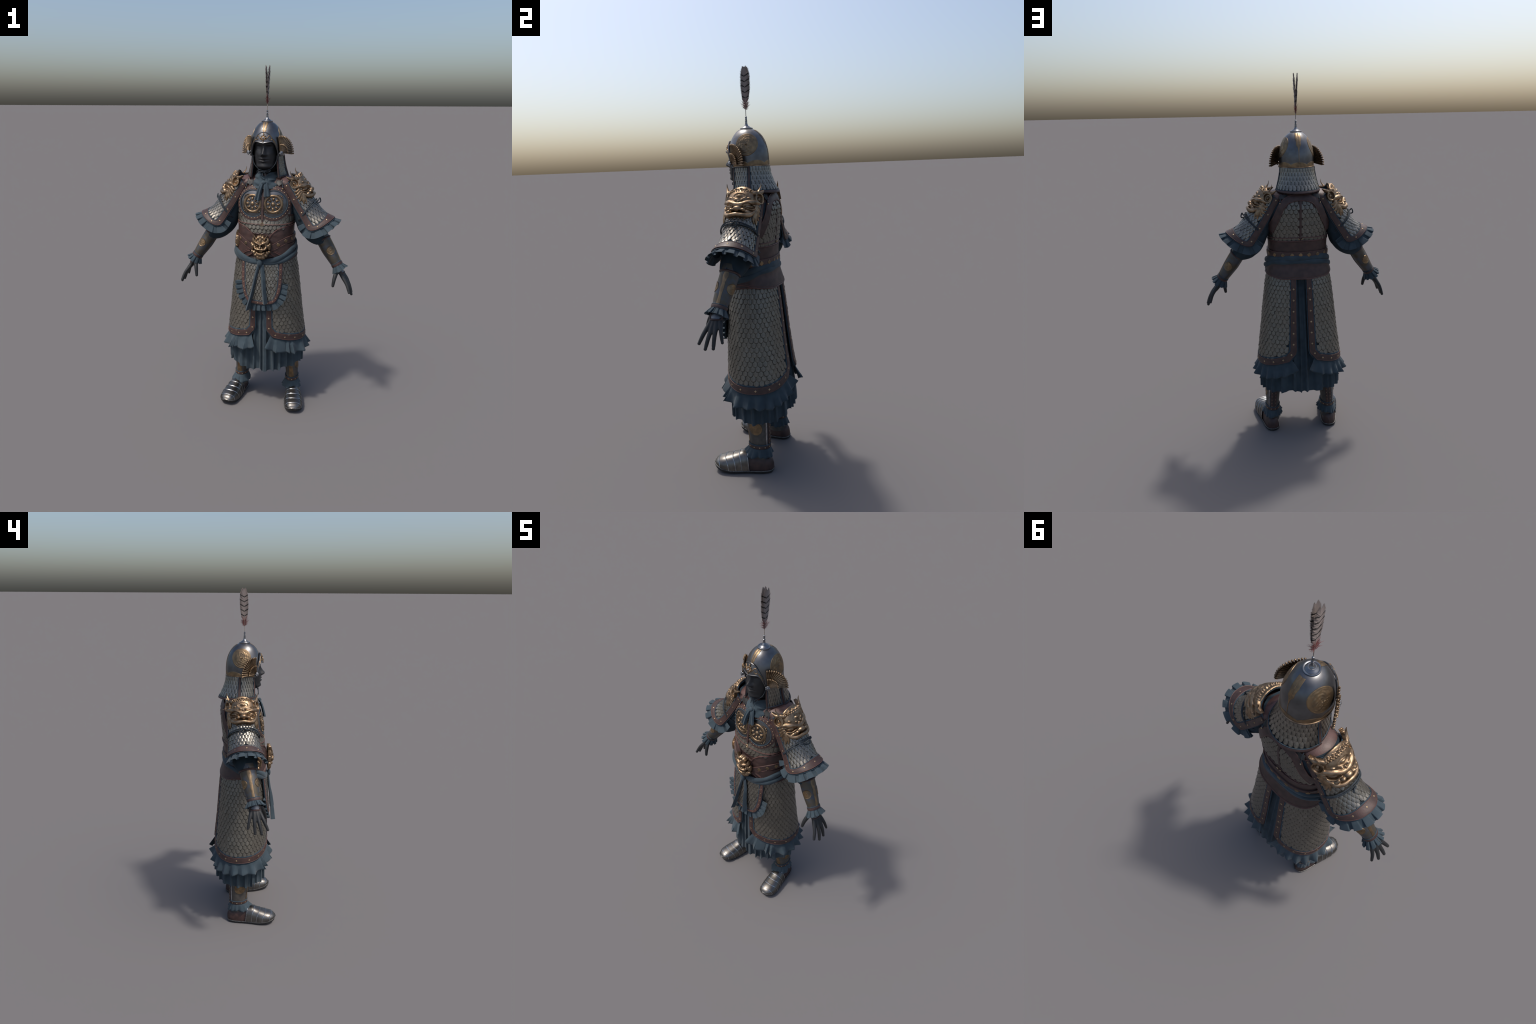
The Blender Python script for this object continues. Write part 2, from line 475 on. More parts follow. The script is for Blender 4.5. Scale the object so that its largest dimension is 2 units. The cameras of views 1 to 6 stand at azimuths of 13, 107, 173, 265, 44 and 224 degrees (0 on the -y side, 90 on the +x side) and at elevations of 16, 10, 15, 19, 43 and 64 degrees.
class Body:
    """stack of oval sections: half width, front y and back y against height; u = angle from the front, v = -z"""
    def __init__(s, rows, p=2.15, pb=None):
        r = np.array(rows, float); s.z, s.a, s.f, s.b = r[:, 0], r[:, 1], r[:, 2], r[:, 3]; s.p = p; s.pb = pb or p
    def abc(s, z):
        a = curve1(z, s.z, s.a); f = curve1(z, s.z, s.f); b = curve1(z, s.z, s.b)
        return a, (f+b)/2, (b-f)/2
    def __call__(s, u, v, off=0.):
        u, v = np.broadcast_arrays(np.asarray(u, float), np.asarray(v, float))
        a, yc, d = s.abc(-v)
        q = np.where(np.cos(u) >= 0, 2/s.p, 2/s.pb)
        return np.stack([(a+off)*np.sign(np.sin(u))*np.abs(np.sin(u))**q, yc-(d+off)*np.sign(np.cos(u))*np.abs(np.cos(u))**q, -v], -1)
    def off(s, o): return lambda u, v: s(u, v, o)
    def front(s, x, z, off=0.):
        a, yc, d = s.abc(z)
        return yc-(d+off)*np.maximum(0, 1-np.abs(x/(a+off))**s.p)**(1/s.p)
    def xz(s, o=0.): return lambda x, v: np.stack(np.broadcast_arrays(x, s.front(x, -v, o), -v), -1)
    def theta_at_x(s, x, z, o=0.): # front angle for a given x
        a = s.abc(z)[0]+o
        return np.arcsin(np.clip(np.abs(x)/a, 0, 1)**(s.p/2))

TORSO = Body([(1.05, .152, -.134, .100), (1.14, .155, -.127, .104), (1.18, .161, -.120, .108), (1.22, .165, -.116, .112), (1.26, .165, -.111, .115), (1.31, .155, -.100, .117),
              (1.35, .136, -.086, .110), (1.385, .108, -.066, .092), (1.41, .072, -.046, .065), (1.43, .05, -.03, .05)], 2.65, 3.0)
BELT = Body([(.90, .178, -.134, .126), (.93, .176, -.135, .124), (.965, .170, -.136, .116), (1.0, .162, -.138, .107), (1.05, .157, -.139, .103), (1.10, .157, -.137, .105), (1.15, .159, -.131, .110)], 2.3, 2.5)
SKIRT = Body([(.25, .246, -.158, .188), (.40, .236, -.153, .180), (.45, .232, -.151, .175), (.50, .227, -.150, .169), (.66, .208, -.146, .150), (.80, .192, -.138, .137), (.90, .178, -.130, .126), (.96, .166, -.124, .116)], 1.98, 2.45)
UNDER = Body([(.20, .222, -.135, .174), (.30, .222, -.135, .171), (.45, .212, -.138, .156), (.70, .186, -.134, .126), (.95, .15, -.11, .09)], 2.05, 2.3)

# ---------- torso
def build_torso():
    th = np.linspace(0, 2*PI, 96, endpoint=False); v = -np.linspace(1.05, 1.425, 48)
    G = TORSO(th[:, None], v[None, :])
    body = mk('torso', *shell(G, .004, cu=True, N=-grid_normals(G, True)*-1), M_LEATHERR)
    body.data.materials.append(M_CLOTHD)      # blue cloth shows at the armholes
    for f in body.data.polygons:
        x, y, z = f.center
        w = float(np.interp(z, [1.19, 1.225, 1.265, 1.30, 1.335, 1.36], [.160, .152, .135, .118, .103, .08]))
        if 1.19 < z < 1.345 and abs(x) > (w if y > 0 else .150): f.material_index = 1
    sc = (.0225, .031)
    # scales under the chest plates, on the flanks and on the back
    def back_arch(x, z):   # inside the leather arch on the back
        if z > 1.350: return False
        w = float(curve1(z, [1.13, 1.20, 1.225, 1.26, 1.30, 1.325, 1.350], [.17, .136, .121, .109, .093, .072, .035]))
        return abs(x) < w
    def mask(u, v):
        p = TORSO(u, v); x, y, z = p
        u = (u+PI) % (2*PI)-PI
        ax_ = abs(x) if abs(u) < PI/2 else .166
        if z-.031 < float(np.interp(ax_, [.0, .04, .063, .094, .125, .150], [1.080, 1.080, 1.088, 1.108, 1.118, 1.124]))-.006: return False
        if abs(u) < 1.3:
            inside = min((abs(x)-.058)**2+(z-1.254)**2, 9) < .076**2
            return z < 1.235 and not inside and (abs(u) < 1.0 or z < 1.20)
        if abs(u) < 1.75: return z < 1.195
        return back_arch(x, z-.012) and abs(x) > .006
    rows = -np.arange(1.355, 1.09, -.0212)
    place_scales('torso_scale', TORSO, -1, (0, 2*PI), rows, .0238, sc, M_SKSCALE, body, mask, tilt=.12, lift=.0015, named=300, seed=3)
    # back arch border
    L = [(.166, 1.192), (.156, 1.222), (.138, 1.262), (.122, 1.30), (.105, 1.335), (.078, 1.362), (.04, 1.376), (0, 1.380)]
    pts = path(L + [(-x, z) for x, z in L[-2::-1]], 90)
    def backfn(x, v): # seen from behind
        a, yc, d = TORSO.abc(-v)
        return np.stack(np.broadcast_arrays(x, yc+d*np.maximum(0.0004, 1-np.abs(x/a)**3.0)**(1/3.0), -v), -1)
    inner = offset_curve(pts, .030)
    uvA = np.stack([pts[:, 0], -pts[:, 1]], 1); uvB = np.stack([inner[:, 0], -inner[:, 1]], 1)
    uvA[:, 0] = np.clip(uvA[:, 0], -.158, .158)
    mk('back_border', *ribbon(backfn, uvA, uvB, 1, .0085), M_LEATHER, body)
    mk('back_border_piping', *Geo().add(piping(backfn, uvA, 1, .0022, .007)).add(piping(backfn, uvB, 1, .0018, .008)).out(), M_EDGE, body)
    zz = np.linspace(1.355, 1.125, 30); x0 = np.full_like(zz, -.006)
    mk('spine_strap', *ribbon(backfn, np.stack([x0, -zz], 1), np.stack([-x0, -zz], 1), 1, .0065, k=5), M_LEATHER, body)
    for k in (-1, 1):
        mk('brass_toggle', *tube(path([(k*.004, .116, 1.142), (k*.012, .117, 1.150)], 6), .0022, 6), M_STUD, body)
    # chest plates -----------------------------------------------------
    FX = TORSO.xz(0.)
    CX, CZ, R = .058, 1.254, .089
    global SIDE
    for sd in (1, -1):
        SIDE = sd
        ph = np.linspace(0, 2*PI, 120)
        def ring(r):
            x = np.maximum(CX + r*np.sin(ph), .006); return np.stack([x, -(CZ + r*np.cos(ph))], 1)
        arc = np.where(True, ph, ph)
        keepphi = [p for p in np.linspace(-.5*PI-.62, 2*PI-.5*PI-.62, 160)]
        lo, hi = -.5*PI+.86, 1.5*PI-.86
        pf = np.linspace(lo, hi, 110)
        o = np.stack([np.maximum(.0045, CX + R*np.sin(pf)), -(CZ + R*np.cos(pf))], 1)
        i = np.stack([np.maximum(.0045, CX + .072*np.sin(pf)), -(CZ + .072*np.cos(pf))], 1)
        o[:, 0] = np.minimum(o[:, 0], .150)
        plate = mk('chest_plate_border', *ribbon(FX, o, i, -1, .0085), M_LEATHER, body)
        g = Geo().add(piping(FX, o, -1, .0024, .006)); mk('chest_plate_piping', *g.out(), M_EDGE, plate)
        mk('chest_plate_inner_piping', *piping(FX, i, -1, .0026, .008), M_PIPE, plate)
        st = Geo()
        pm = np.linspace(lo+.12, hi-.1, 21)
        studs(st, FX, np.stack([np.minimum(CX + .0805*np.sin(pm), .15), -(CZ + .0805*np.cos(pm))], 1), -1, .0026, .002, .0095)
        mk('stud', *st.out(), M_STUD, plate, stuff=True)
        # steel dish, polar height field
        def H(a, b):
            x = a-CX; z = -b-CZ; r = np.hypot(x, z)
            h = .007+.003*np.clip(1-(r/.07)**2, 0, 1)
            h = np.where((r < .074) & (a > .006), h-.001, -1)
            return h
        relief('chest_plate', FX, -1, (.004, .135), (-1.332, -1.176), 90, 100, H, M_STEEL, plate, blur=1)
        def HW(a, b):
            x = a-CX; z = -b-CZ; r = np.hypot(x, z); t = np.arctan2(x, z)
            h = np.full(a.shape, -1.)
            d = 1-((r-.0445)/.0070)**2
            h = np.maximum(h, np.where(d > 0, .010+.0045*np.maximum(d, 0)**.5, -1))
            h = np.maximum(h, dome(x, z, 0, 0, .0135, .0135, .0165, pw=.3))
            for k in range(8):
                q = k*PI/4+.02; c, s = math.cos(q), math.sin(q)
                pr = z*c+x*s; pt = -z*s+x*c
                h = np.maximum(h, dome(pr, pt, .0262, 0, .0120, .0092+0*pr, .0160))
                h = np.maximum(h, dome(pr, pt, .033, .0048, .0042, .0042, .0140)); h = np.maximum(h, dome(pr, pt, .033, -.0048, .0042, .0042, .0140))
            for k in range(4):
                q = PI/4+k*PI/2
                for dq, rr, hh in ((0, .0595, .0055), (.17, .0575, .0045), (-.17, .0575, .0045), (.30, .055, .0036), (-.30, .055, .0036), (.42, .053, .003), (-.42, .053, .003)):
                    h = np.maximum(h, dome(x, z, rr*math.sin(q+dq), rr*math.cos(q+dq), hh, hh, .0138))
            return np.where(a > .007, h, -1)
        relief('chest_wheel', FX, -1, (.004, .13), (-1.325, -1.183), 190, 210, HW, M_BRONZE, plate, blur=1, base=.005)
    SIDE = 1
    zz = np.linspace(1.315, 1.165, 24); x0 = np.full_like(zz, .0065)
    mk('centre_strap', *ribbon(FX, np.stack([-x0, -zz], 1), np.stack([x0, -zz], 1), -1, .012, k=5), M_LEATHER, body)
    zz = np.linspace(1.168, 1.150, 8)
    mk('hanging_cord', *tube(np.stack([0*zz, TORSO.front(0*zz, zz)-.006, zz], 1), .0028, 6), M_EDGE, body)
    a = np.linspace(0, 2*PI, 20, endpoint=False); y0 = float(TORSO.front(0., 1.142))-.007
    mk('brass_ring', *ring_tube(np.stack([.008*np.cos(a), np.full(20, y0), 1.142+.008*np.sin(a)], 1), .0022), M_STUD, body)
    t = np.linspace(0, 2*PI, 90, endpoint=False); z = 1.142 + .012*np.sin(t/2)**2
    P = TORSO(t, -z, .006)
    mk('waist_cord', *ring_tube(P, .0028), M_EDGE, body)
    # upper chest: leather collar plate above the discs with blue edge lines
    for sd in (1, -1):
        SIDE = sd
        e = path([(.012, 1.318), (.04, 1.338), (.075, 1.334), (.11, 1.318), (.145, 1.285)], 40)
        FXo = TORSO.xz(.0)
        mk('yoke_edge', *piping(FXo, np.stack([e[:, 0], -e[:, 1]], 1), -1, .0022, .002), M_PIPE, body)
        # shoulder cap of leather
        th = np.linspace(0, 2*PI, 40, endpoint=False)
        R = []
        for q, (x, zc, rz, ry) in enumerate([(.085, 1.372, .028, .085), (.11, 1.362, .038, .090), (.14, 1.345, .045, .088), (.165, 1.325, .046, .082), (.185, 1.30, .045, .075), (.20, 1.275, .045, .068)]):
            R.append(np.stack([np.full(40, x)+.35*rz*np.cos(th), .008-ry*np.sin(th)*.9, zc+rz*np.cos(th)], 1))
        mk('shoulder_leather', *loft(np.array(R)), M_LEATHERR, body)
        # steel buckle plates and their cords, front and back
        for fb in (-1, 1):
            y = -.060 if fb < 0 else .088
            yb = -.090 if fb < 0 else .114
            c = A(.083, y, 1.376)
            o2 = A(.0, fb*.55, -.83)*.022
            G = np.array([[c + A(k*.024, 0, 0) + o2*j + A(0, fb*.006, .006)*(1-k*k) + A(0, 0, -.012*j*(k == 0)) for j in (0., .5, 1.)] for k in (-1, -.5, 0, .5, 1)])
            if fb > 0: G = G[::-1]
            V, F = shell(G, .002)
            mk('buckle_plate', V, F, M_RIM if False else M_WELTD, body)
            for k in (-.012, .014):
                P = path([c + A(k, 0, .01), c + A(k*1.1, fb*.012, -.008), A(.085+k*1.5, yb-fb*.004, 1.345-(.006 if k > 0 else -.004))], 14)
                mk('shoulder_cord', *tube(P, .0024, 6), M_CORD, body)
                mk('brass_eyelet', *ball(P[-1], .0038, 7), M_STUD, body)
    SIDE = 1
    return body

# ---------- belt, sash, lower flap, lion buckle
def build_belt():
    global SIDE
    # inner wrap of soft leather
    th = np.linspace(0, 2*PI, 120, endpoint=False); zz = np.linspace(.925, 1.108, 40)
    G = BELT(th[:, None], -zz[None, :])
    N = -grid_normals(G, True)
    fold = .0022*np.sin(zz*210 + 1.5*np.sin(3*th)[:, None]) + .0015*np.sin(zz*380+2*np.cos(2*th)[:, None])
    G = G + (unit(G*A(1, 1, 0)))*(fold[..., None]-.003)
    belt = mk('waist_wrap', *shell(G, .004, cu=True, N=unit(G*A(1, 1, 0))), M_LEATHER)
    for f in belt.data.polygons: pass
    def flap(sd):
        global SIDE
        SIDE = sd
        # x-limits at the front against height (rounded ends beside the buckle)
        xs = [.040, .047, .063, .094, .125, .150, .166]
        zt = [1.050, 1.075, 1.097, 1.121, 1.131, 1.136, 1.138]
        q = np.linspace(0, 1, 70); z0 = 1.01
        th0 = float(BELT.theta_at_x(.041, 1.02, .004))
        ths = th0 + (PI-th0)*q**1.25
        P = BELT(ths, np.full_like(ths, -1.05), .006)
        xq = np.where(ths < PI/2, P[:, 0], .167)
        top = np.where(ths < PI/2, curve1(xq, xs, zt), 1.138)
        bot = np.where(ths < PI/2, curve1(xq, [.040, .05, .07, .09, .14], [.995, .975, .957, .948, .942]), .942)
        w = np.linspace(0, 1, 16)
        z = top[:, None]*(1-w)+bot[:, None]*w
        G = BELT(np.repeat(ths[:, None], 16, 1), -z, .005)
        wr = .0012*np.sin(z*160+4*np.sin(ths*3)[:, None])*np.exp(-((ths-th0)/.9)**2)[:, None]
        G = G + unit(G*A(1, 1, 0))*wr[..., None]
        f = mk('belt_flap', *shell(G, .005, N=unit(G*A(1, 1, 0))), M_LEATHER, belt)
        edge = np.stack([ths, -(top-.002)], 1); g = Geo().add(piping(BELT.off(.005), edge, -1, .0028, .001))
        e2 = np.stack([ths, -(bot+.002)], 1); g.add(piping(BELT.off(.005), e2, -1, .0028, .001))
        e0 = np.stack([np.full(10, ths[0]), -np.linspace(top[0], bot[0], 10)], 1); g.add(piping(BELT.off(.005), e0, -1, .0028, .001))
        e4 = np.stack([ths, -(top-.009)], 1); g.add(piping(BELT.off(.005), e4, -1, .0011, .0008))
        mk('belt_flap_edge', *g.out(), M_EDGE, f)
        # strap with brass lozenges
        zc = 1.058-.058*np.exp(-((ths)/.62)**2)
        st = ribbon(BELT.off(.006), np.stack([ths, -(zc+.0175)], 1), np.stack([ths, -(zc-.0175)], 1), -1, .0045, k=6)
        s = mk('belt_strap', *st, M_LEATHER, belt)
        g = Geo()
        for k in (1, -1): g.add(piping(BELT.off(.006), np.stack([ths, -(zc+k*.0172)], 1), -1, .0014, .0045))
        mk('belt_strap_edge', *g.out(), M_EDGE, s)
        L = np.concatenate([[0], np.cumsum(np.linalg.norm(np.diff(BELT(ths, -zc), axis=0), axis=1))])
        for d in np.arange(.055, L[-1]+(.005 if sd > 0 else -.012), .0465):
            u = np.interp(d, L, ths); z = np.interp(d, L, zc)
            p, n = surf(BELT.off(.012), np.array([u]), np.array([-z]), -1); p, n = p[0], n[0]
            e = unit(np.cross(A(0, 0, 1), n)); r = .0105
            ring_ = [p + r*(abs(math.cos(t))**1.35*np.sign(math.cos(t))*e + abs(math.sin(t))**1.35*np.sign(math.sin(t))*A(0, 0, 1.1)) for t in np.linspace(0, 2*PI, 20, endpoint=False)]
            R = np.array([np.array(ring_)-n*.004, np.array(ring_), p+(np.array(ring_)-p)*.86+n*.0012])
            V, F = loft(R)
            mk('belt_lozenge', V, F, M_INLAY, s)
        SIDE = 1
    flap(1); flap(-1)
    # lower leather flap below the sash
    th = np.linspace(.35, 2*PI-.35, 110)
    bot = .957 - .027*np.clip(-np.cos(th), 0, 1)**.8 + .0015*np.sin(9*th) + .03*np.exp(-((th-.35)/.25)**2)+.03*np.exp(-((th-2*PI+.35)/.25)**2)
    w = np.linspace(0, 1, 14); z = 1.03*(1-w)+bot[:, None]*w
    G = BELT(np.repeat(th[:, None], 14, 1), -z, .009)
    lf = mk('lower_belt_flap', *shell(G, .005, N=unit(G*A(1, 1, 0))), M_LEATHER, belt)
    g = Geo().add(piping(BELT.off(.009), np.stack([th, -bot], 1), -1, .003, -.001)).add(piping(BELT.off(.009), np.stack([th, -(bot+.009)], 1), -1, .0012, .0005))
    mk('lower_flap_edge', *g.out(), M_EDGE, lf)
    # sash: two soft rolls of cloth, knot and two hanging tails
    t = np.linspace(-PI, PI, 140)
    tilt = .006*np.sin(t)
    zc = 1.030 - .106*np.exp(-(np.abs(t)/1.28)**2.1) - .012*np.exp(-((np.abs(t)-PI/2)/.5)**2) + tilt*.5
    for k, (dz, r, fl) in enumerate([(.009, .0145, .62), (-.010, .0125, .7)]):
        z = zc + dz*(1.25-.75*np.exp(-(t/.5)**2)) + .004*np.sin(2*t+k*2.0)
        off = .0115 - .004*np.clip(-np.cos(t), 0, 1) + .002*np.sin(5*t+k)
        P = BELT(t, -z, 0.) + unit(BELT(t, -z)*A(1, 1, 0))*off[:, None]
        rr = r*(1+.12*np.sin(7*t+k*1.7)-.25*np.exp(-(t/.2)**2))
        a = np.linspace(0, 2*PI, 12, endpoint=False)
        O = unit(P*A(1, 1, 0)); Z = A(0, 0, 1)
        R = P[:, None] + rr[:, None, None]*(np.cos(a)[None, :, None]*O[:, None]*fl + np.sin(a)[None, :, None]*Z*1.12)
        V, F = loft(R); mk('sash', V, F, M_CLOTH, ROOT)
    y0 = -.163
    g = ball((-.006, y0, .925), (.0155, .012, .021), 12)
    knot = mk('sash_knot', *g, M_CLOTH)
    for pts, w in (([(-.013, y0-.002, .915), (-.028, -.172, .85), (-.05, -.188, .74), (-.077, -.198, .642)], .0085), ([(.006, y0-.002, .915), (.013, -.172, .85), (.021, -.190, .77), (.031, -.202, .690)], .0115)):
        P = path(pts, 40); s = np.linspace(0, 1, 40); T = tangents(P)
        X = unit(np.cross(A(0, 1, 0), T)); W = w*(1+.25*s)
        Gp = np.stack([P + X*(W*k)[:, None] + A(0, 1, 0)*(.004+.020*s[:, None])*(abs(k)**1.3) for k in np.linspace(-1, 1, 9)], 1)
        Gp[:, :, 1] += (.0015*np.sin(np.linspace(0, 9, 9))[None, :])*s[:, None]
        N = grid_normals(Gp); N = N*np.where(N[..., 1:2] > 0, -1, 1)
        if np.cross(Gp[1, 0]-Gp[0, 0], Gp[0, 1]-Gp[0, 0])[1] > 0: Gp = Gp[::-1]; N = N[::-1]
        mk('sash_tail', *shell(Gp, .004, N=N), M_CLOTH, knot)
    # lion head buckle
    def base(x, v): return np.stack(np.broadcast_arrays(x, -.160+1.2*x*x+.25*np.maximum(0, (1.0+v))*0, -v), -1)
    def H(a, b):
        x = np.abs(a); z = -b-1.028
        h = dome(x, z, 0, .008, .043, .044, .032, pw=.4)
        up = lambda q: np.maximum(h, q)
        h = up(dome(x, z, 0, .040, .020, .020, .030)); h = up(dome(x, z, .026, -.004, .017, .020, .030))
        h = up(ridge(x, z, [(.003, .008), (.014, .016), (.028, .022)], (.006, .008, .006), (.046, .046, .036)))
        h = up(ridge(x, z, [(0, .034), (0, .010), (0, -.004)], (.007, .0065, .008), (.040, .044, .050)))
        h = h - np.where(dome(x, z, .017, .004, .011, .008, 1) > 0, .012, 0)
        h = np.maximum(h, dome(x, z, .016, .004, .0075, .0055, .041))
        h = np.maximum(h, dome(x, z, 0, -.006, .012, .008, .056)); h = np.maximum(h, dome(x, z, .010, -.007, .007, .006, .051))
        h = np.maximum(h, ridge(x, z, [(0, -.016), (.013, -.0175), (.025, -.016), (.032, -.006)], (.0075, .009, .007, .005), (.051, .050, .043, .034)))
        h = np.maximum(h, dome(x, z, 0, -.048, .027, .020, .032, pw=.4))
        h = np.maximum(h, ridge(x, z, [(0, -.045), (.012, -.044), (.021, -.036)], (.006, .006, .005), (.042, .040, .034)))
        h = np.where(dome(x, z, 0, -.029, .019, .010, 1) > 0, np.minimum(h, .010), h)
        h = np.maximum(h, ridge(x, z, [(.0125, -.020), (.0125, -.030)], (.0035, .0012), (.045, .040)))
        h = np.maximum(h, ridge(x, z, [(.0125, -.044), (.0125, -.032)], (.0035, .0012), (.040, .036)))
        h = h - np.where(dome(x, z, .005, -.008, .0028, .0022, 1) > 0, .008, 0)
        for cx, cz, r, hh in ((.036, -.040, .012, .026), (.048, -.034, .0085, .022), (.029, -.056, .012, .025), (.014, -.066, .014, .024), (.0, -.068, .014, .025), (.044, -.002, .014, .026), (.051, .008, .009, .022), (.047, -.014, .009, .020), (.012, .046, .012, .033), (0, .052, .010, .032), (.022, .036, .010, .032)):
            h = np.maximum(h, dome(x, z, cx, cz, r, r*1.1, hh, .3))
        h = np.maximum(h, ridge(x, z, [(0, -.07), (0, -.082)], (.009, .002), (.02, .012)))
        h = np.maximum(h, ridge(x, z, [(.022, .036), (.030, .050), (.038, .066)], (.006, .0035, .0012), (.034, .030, .024)))
        h = np.maximum(h, ridge(x, z, [(.034, .020), (.040, .034), (.041, .048)], (.011, .008, .002), (.028, .026, .018)))
        return h
    HL = H
    H = lambda a, b: np.where(HL(a, b) > 0, HL(a, b)*.66, -1)
    relief('lion_buckle', base, -1, (-.06, .06), (-1.10, -.94), 190, 240, H, M_GOLD, ROOT, blur=1)
    # small brass ornament on the right hip
    SIDE = -1
    def bh(u, v): return BELT(u, v, .004)
    def H2(a, b):
        x = (a-1.10)*.165; z = -b-1.030
        h = dome(x, z, 0, -.006, .020, .030, .016, pw=.4)
        h = np.maximum(h, ridge(x, z, [(-.016, -.02), (-.018, .01), (-.004, .03), (.012, .045), (.004, .062)], (.006, .007, .008, .006, .002), (.020, .022, .024, .018, .012)))
        h = np.maximum(h, ridge(x, z, [(.018, -.02), (.02, .0), (.012, .02)], (.006, .007, .006), (.02, .02, .02)))
        h = np.maximum(h, dome(x, z, 0, -.03, .014, .012, .02)); h = np.maximum(h, dome(x, z, .002, .005, .009, .010, .024))
        return h
    relief('hip_ornament', bh, -1, (.87, 1.34), (-1.11, -.97), 60, 90, H2, M_GOLD, ROOT, blur=1)
    SIDE = 1

# ---------- skirt panels, underskirt, apron
def build_skirt():
    global SIDE
    # pleated underskirt
    n = 720; th = np.linspace(0, 2*PI, n, endpoint=False)
    rng = np.random.default_rng(5)
    P0 = UNDER(th, np.full(n, -.3)); s = np.concatenate([[0], np.cumsum(np.linalg.norm(np.diff(P0, axis=0), axis=1))])
    k = 25; ph = s/s[-1]*k; ph = ph + .25*np.interp(ph, np.arange(k+2), np.append(rng.normal(0, 1, k+1), 0))
    w = np.tanh(3.0*np.sin(2*PI*ph)+1.) ; am = np.interp(ph, np.arange(k+2), rng.uniform(.5, 1.3, k+2)); am[-20:] = np.linspace(am[-20], am[0], 20)
    hem = .255 + .012*np.interp(ph, np.arange(k+2), rng.normal(0, .7, k+2)) + .022*np.clip(-np.cos(th), 0, 1) - .012*np.clip(np.cos(th), 0, 1)**4
    q = np.linspace(0, 1, 18)
    G = np.zeros((n, 18, 3))
    for j, t in enumerate(q):
        z = .95*(1-t)+hem*t
        p = UNDER(th, -z); O = unit(p*A(1, 1, 0)); T = np.cross(A(0, 0, 1), O)
        G[:, j] = p + O*(.0095*am*w*min(1, t*1.5))[:, None] + T*(.006*np.cos(2*PI*ph)*min(1, t*1.5))[:, None]
    G[:, :, 1] -= (.006*np.exp(-(th/.12)**2)+.006*np.exp(-((th-2*PI)/.12)**2))[:, None]*1.0
    mk('underskirt', *shell(G, .002, cu=True, N=unit(G*A(1, 1, 0))), M_CLOTH, None, 75)
    for sd in (1, -1):
        SIDE = sd
        # flattened panel: s = metres along the section (front slit -> back slit), z
        thd = np.linspace(0, PI, 300)
        def ang(z):
            f = float(SKIRT.theta_at_x(.026+.012*(.95-z), z)); return f, PI-f
        Lref = .58
        def panel(q, v, off=0.):
            q, v = np.broadcast_arrays(np.asarray(q, float), np.asarray(v, float))
            x0 = .024+.016*(.95+v); a = SKIRT.abc(-v)[0]
            f = np.arcsin(np.clip(x0/a, 0, 1)**(1.98/2))
            t = np.clip(q/Lref, -.1, 1.1)
            # even arc length: correct the angle parameter for the oval
            fb = np.arcsin(np.clip(x0/a, 0, 1)**(SKIRT.pb/2))
            th = f + (PI-f-fb)*(t + .045*np.sin(2*PI*t)*-1)
            return SKIRT(th, v, off)
        # outline of the panel (s,z): down the front, round the hem, up the back
        r = .045
        zb = lambda s: .425 + .060*np.abs(2*s/Lref-1)**2.2
        pts = [(0, .955)] + [(0, z) for z in (.85, .75, .65, .58)] + [(0, zb(0)+r), (.006, zb(0)+r*.45), (r*.5, zb(0)+.004), (r, zb(r)-.002)]
        pts += [(s, float(zb(s))) for s in np.linspace(.08, Lref-.08, 9)]
        pts += [(Lref-r, float(zb(r))-.002), (Lref-r*.5, zb(0)+.004), (Lref-.006, zb(0)+r*.45), (Lref, zb(0)+r)] + [(Lref, z) for z in (.58, .65, .75, .85)] + [(Lref, .955)]
        out = path(pts, 260)
        c1 = offset_curve(out, .005); c2 = offset_curve(out, .040); c3 = offset_curve(out, .050)
        uv = lambda c: np.stack([c[:, 0], -c[:, 1]], 1)
        # backing sheet inside the outline
        ss = np.linspace(.0, Lref, 90)
        zlow = np.interp(ss, np.maximum.accumulate(out[:, 0]), out[:, 1]) if False else np.array([out[(np.abs(out[:, 0]-x)).argsort()[:6], 1].min() for x in ss])
        wv = np.linspace(0, 1, 30); zz = .955*(1-wv)+(zlow[:, None]+.001)*wv
        G = panel(np.repeat(ss[:, None], 30, 1), -zz, -.001)
        pan = mk('skirt_panel', *shell(G, .004, N=unit(G*A(1, 1, 0))), M_CLOTHD)
        b = mk('skirt_border', *ribbon(panel, uv(c1), uv(c2), -1, .0070, k=9), M_LEATHER, pan)
        mk('skirt_border_band', *ribbon(panel, uv(c2), uv(c3), -1, .0058, k=5), M_PIPE, pan)
        g = Geo().add(piping(panel, uv(offset_curve(out, .0025)), -1, .003, .001)); mk('skirt_edge_piping', *g.out(), M_PIPE, pan)
        g = Geo().add(piping(panel, uv(offset_curve(out, .0075)), -1, .0014, .0070)).add(piping(panel, uv(offset_curve(out, .0385)), -1, .0014, .0070))
        mk('skirt_border_stitching', *g.out(), M_EDGE, pan)
        mid = resample(offset_curve(out, .0225), 200)
        L = np.concatenate([[0], np.cumsum(np.linalg.norm(np.diff(mid, axis=0), axis=1))])
        st = Geo(); sp = np.arange(.06, L[-1], .062)
        studs(st, panel, [(np.interp(d, L, mid[:, 0]), -np.interp(d, L, mid[:, 1])) for d in sp], -1, .0062, .0022, .0078, cross=True)
        mk('brass_cross_stud', *st.out(), M_STUD, pan, stuff=True)
        # scales
        low = lambda s: float(np.interp(s, ss, zlow))
        def mask(q, v):
            z = -v
            return z-.0325 > low(min(max(q, .051), Lref-.051))+.033
        rows = -np.arange(.944, .44, -.0232)
        place_scales('skirt_scale', panel, -1, (.052, Lref-.052), rows, .0232, (.0218, .0335), M_SKSCALE, pan, mask, tilt=.12, lift=.0015, named=150, prefer=lambda p: abs(p[1])+.2*abs(p[2]-.65), seed=11)
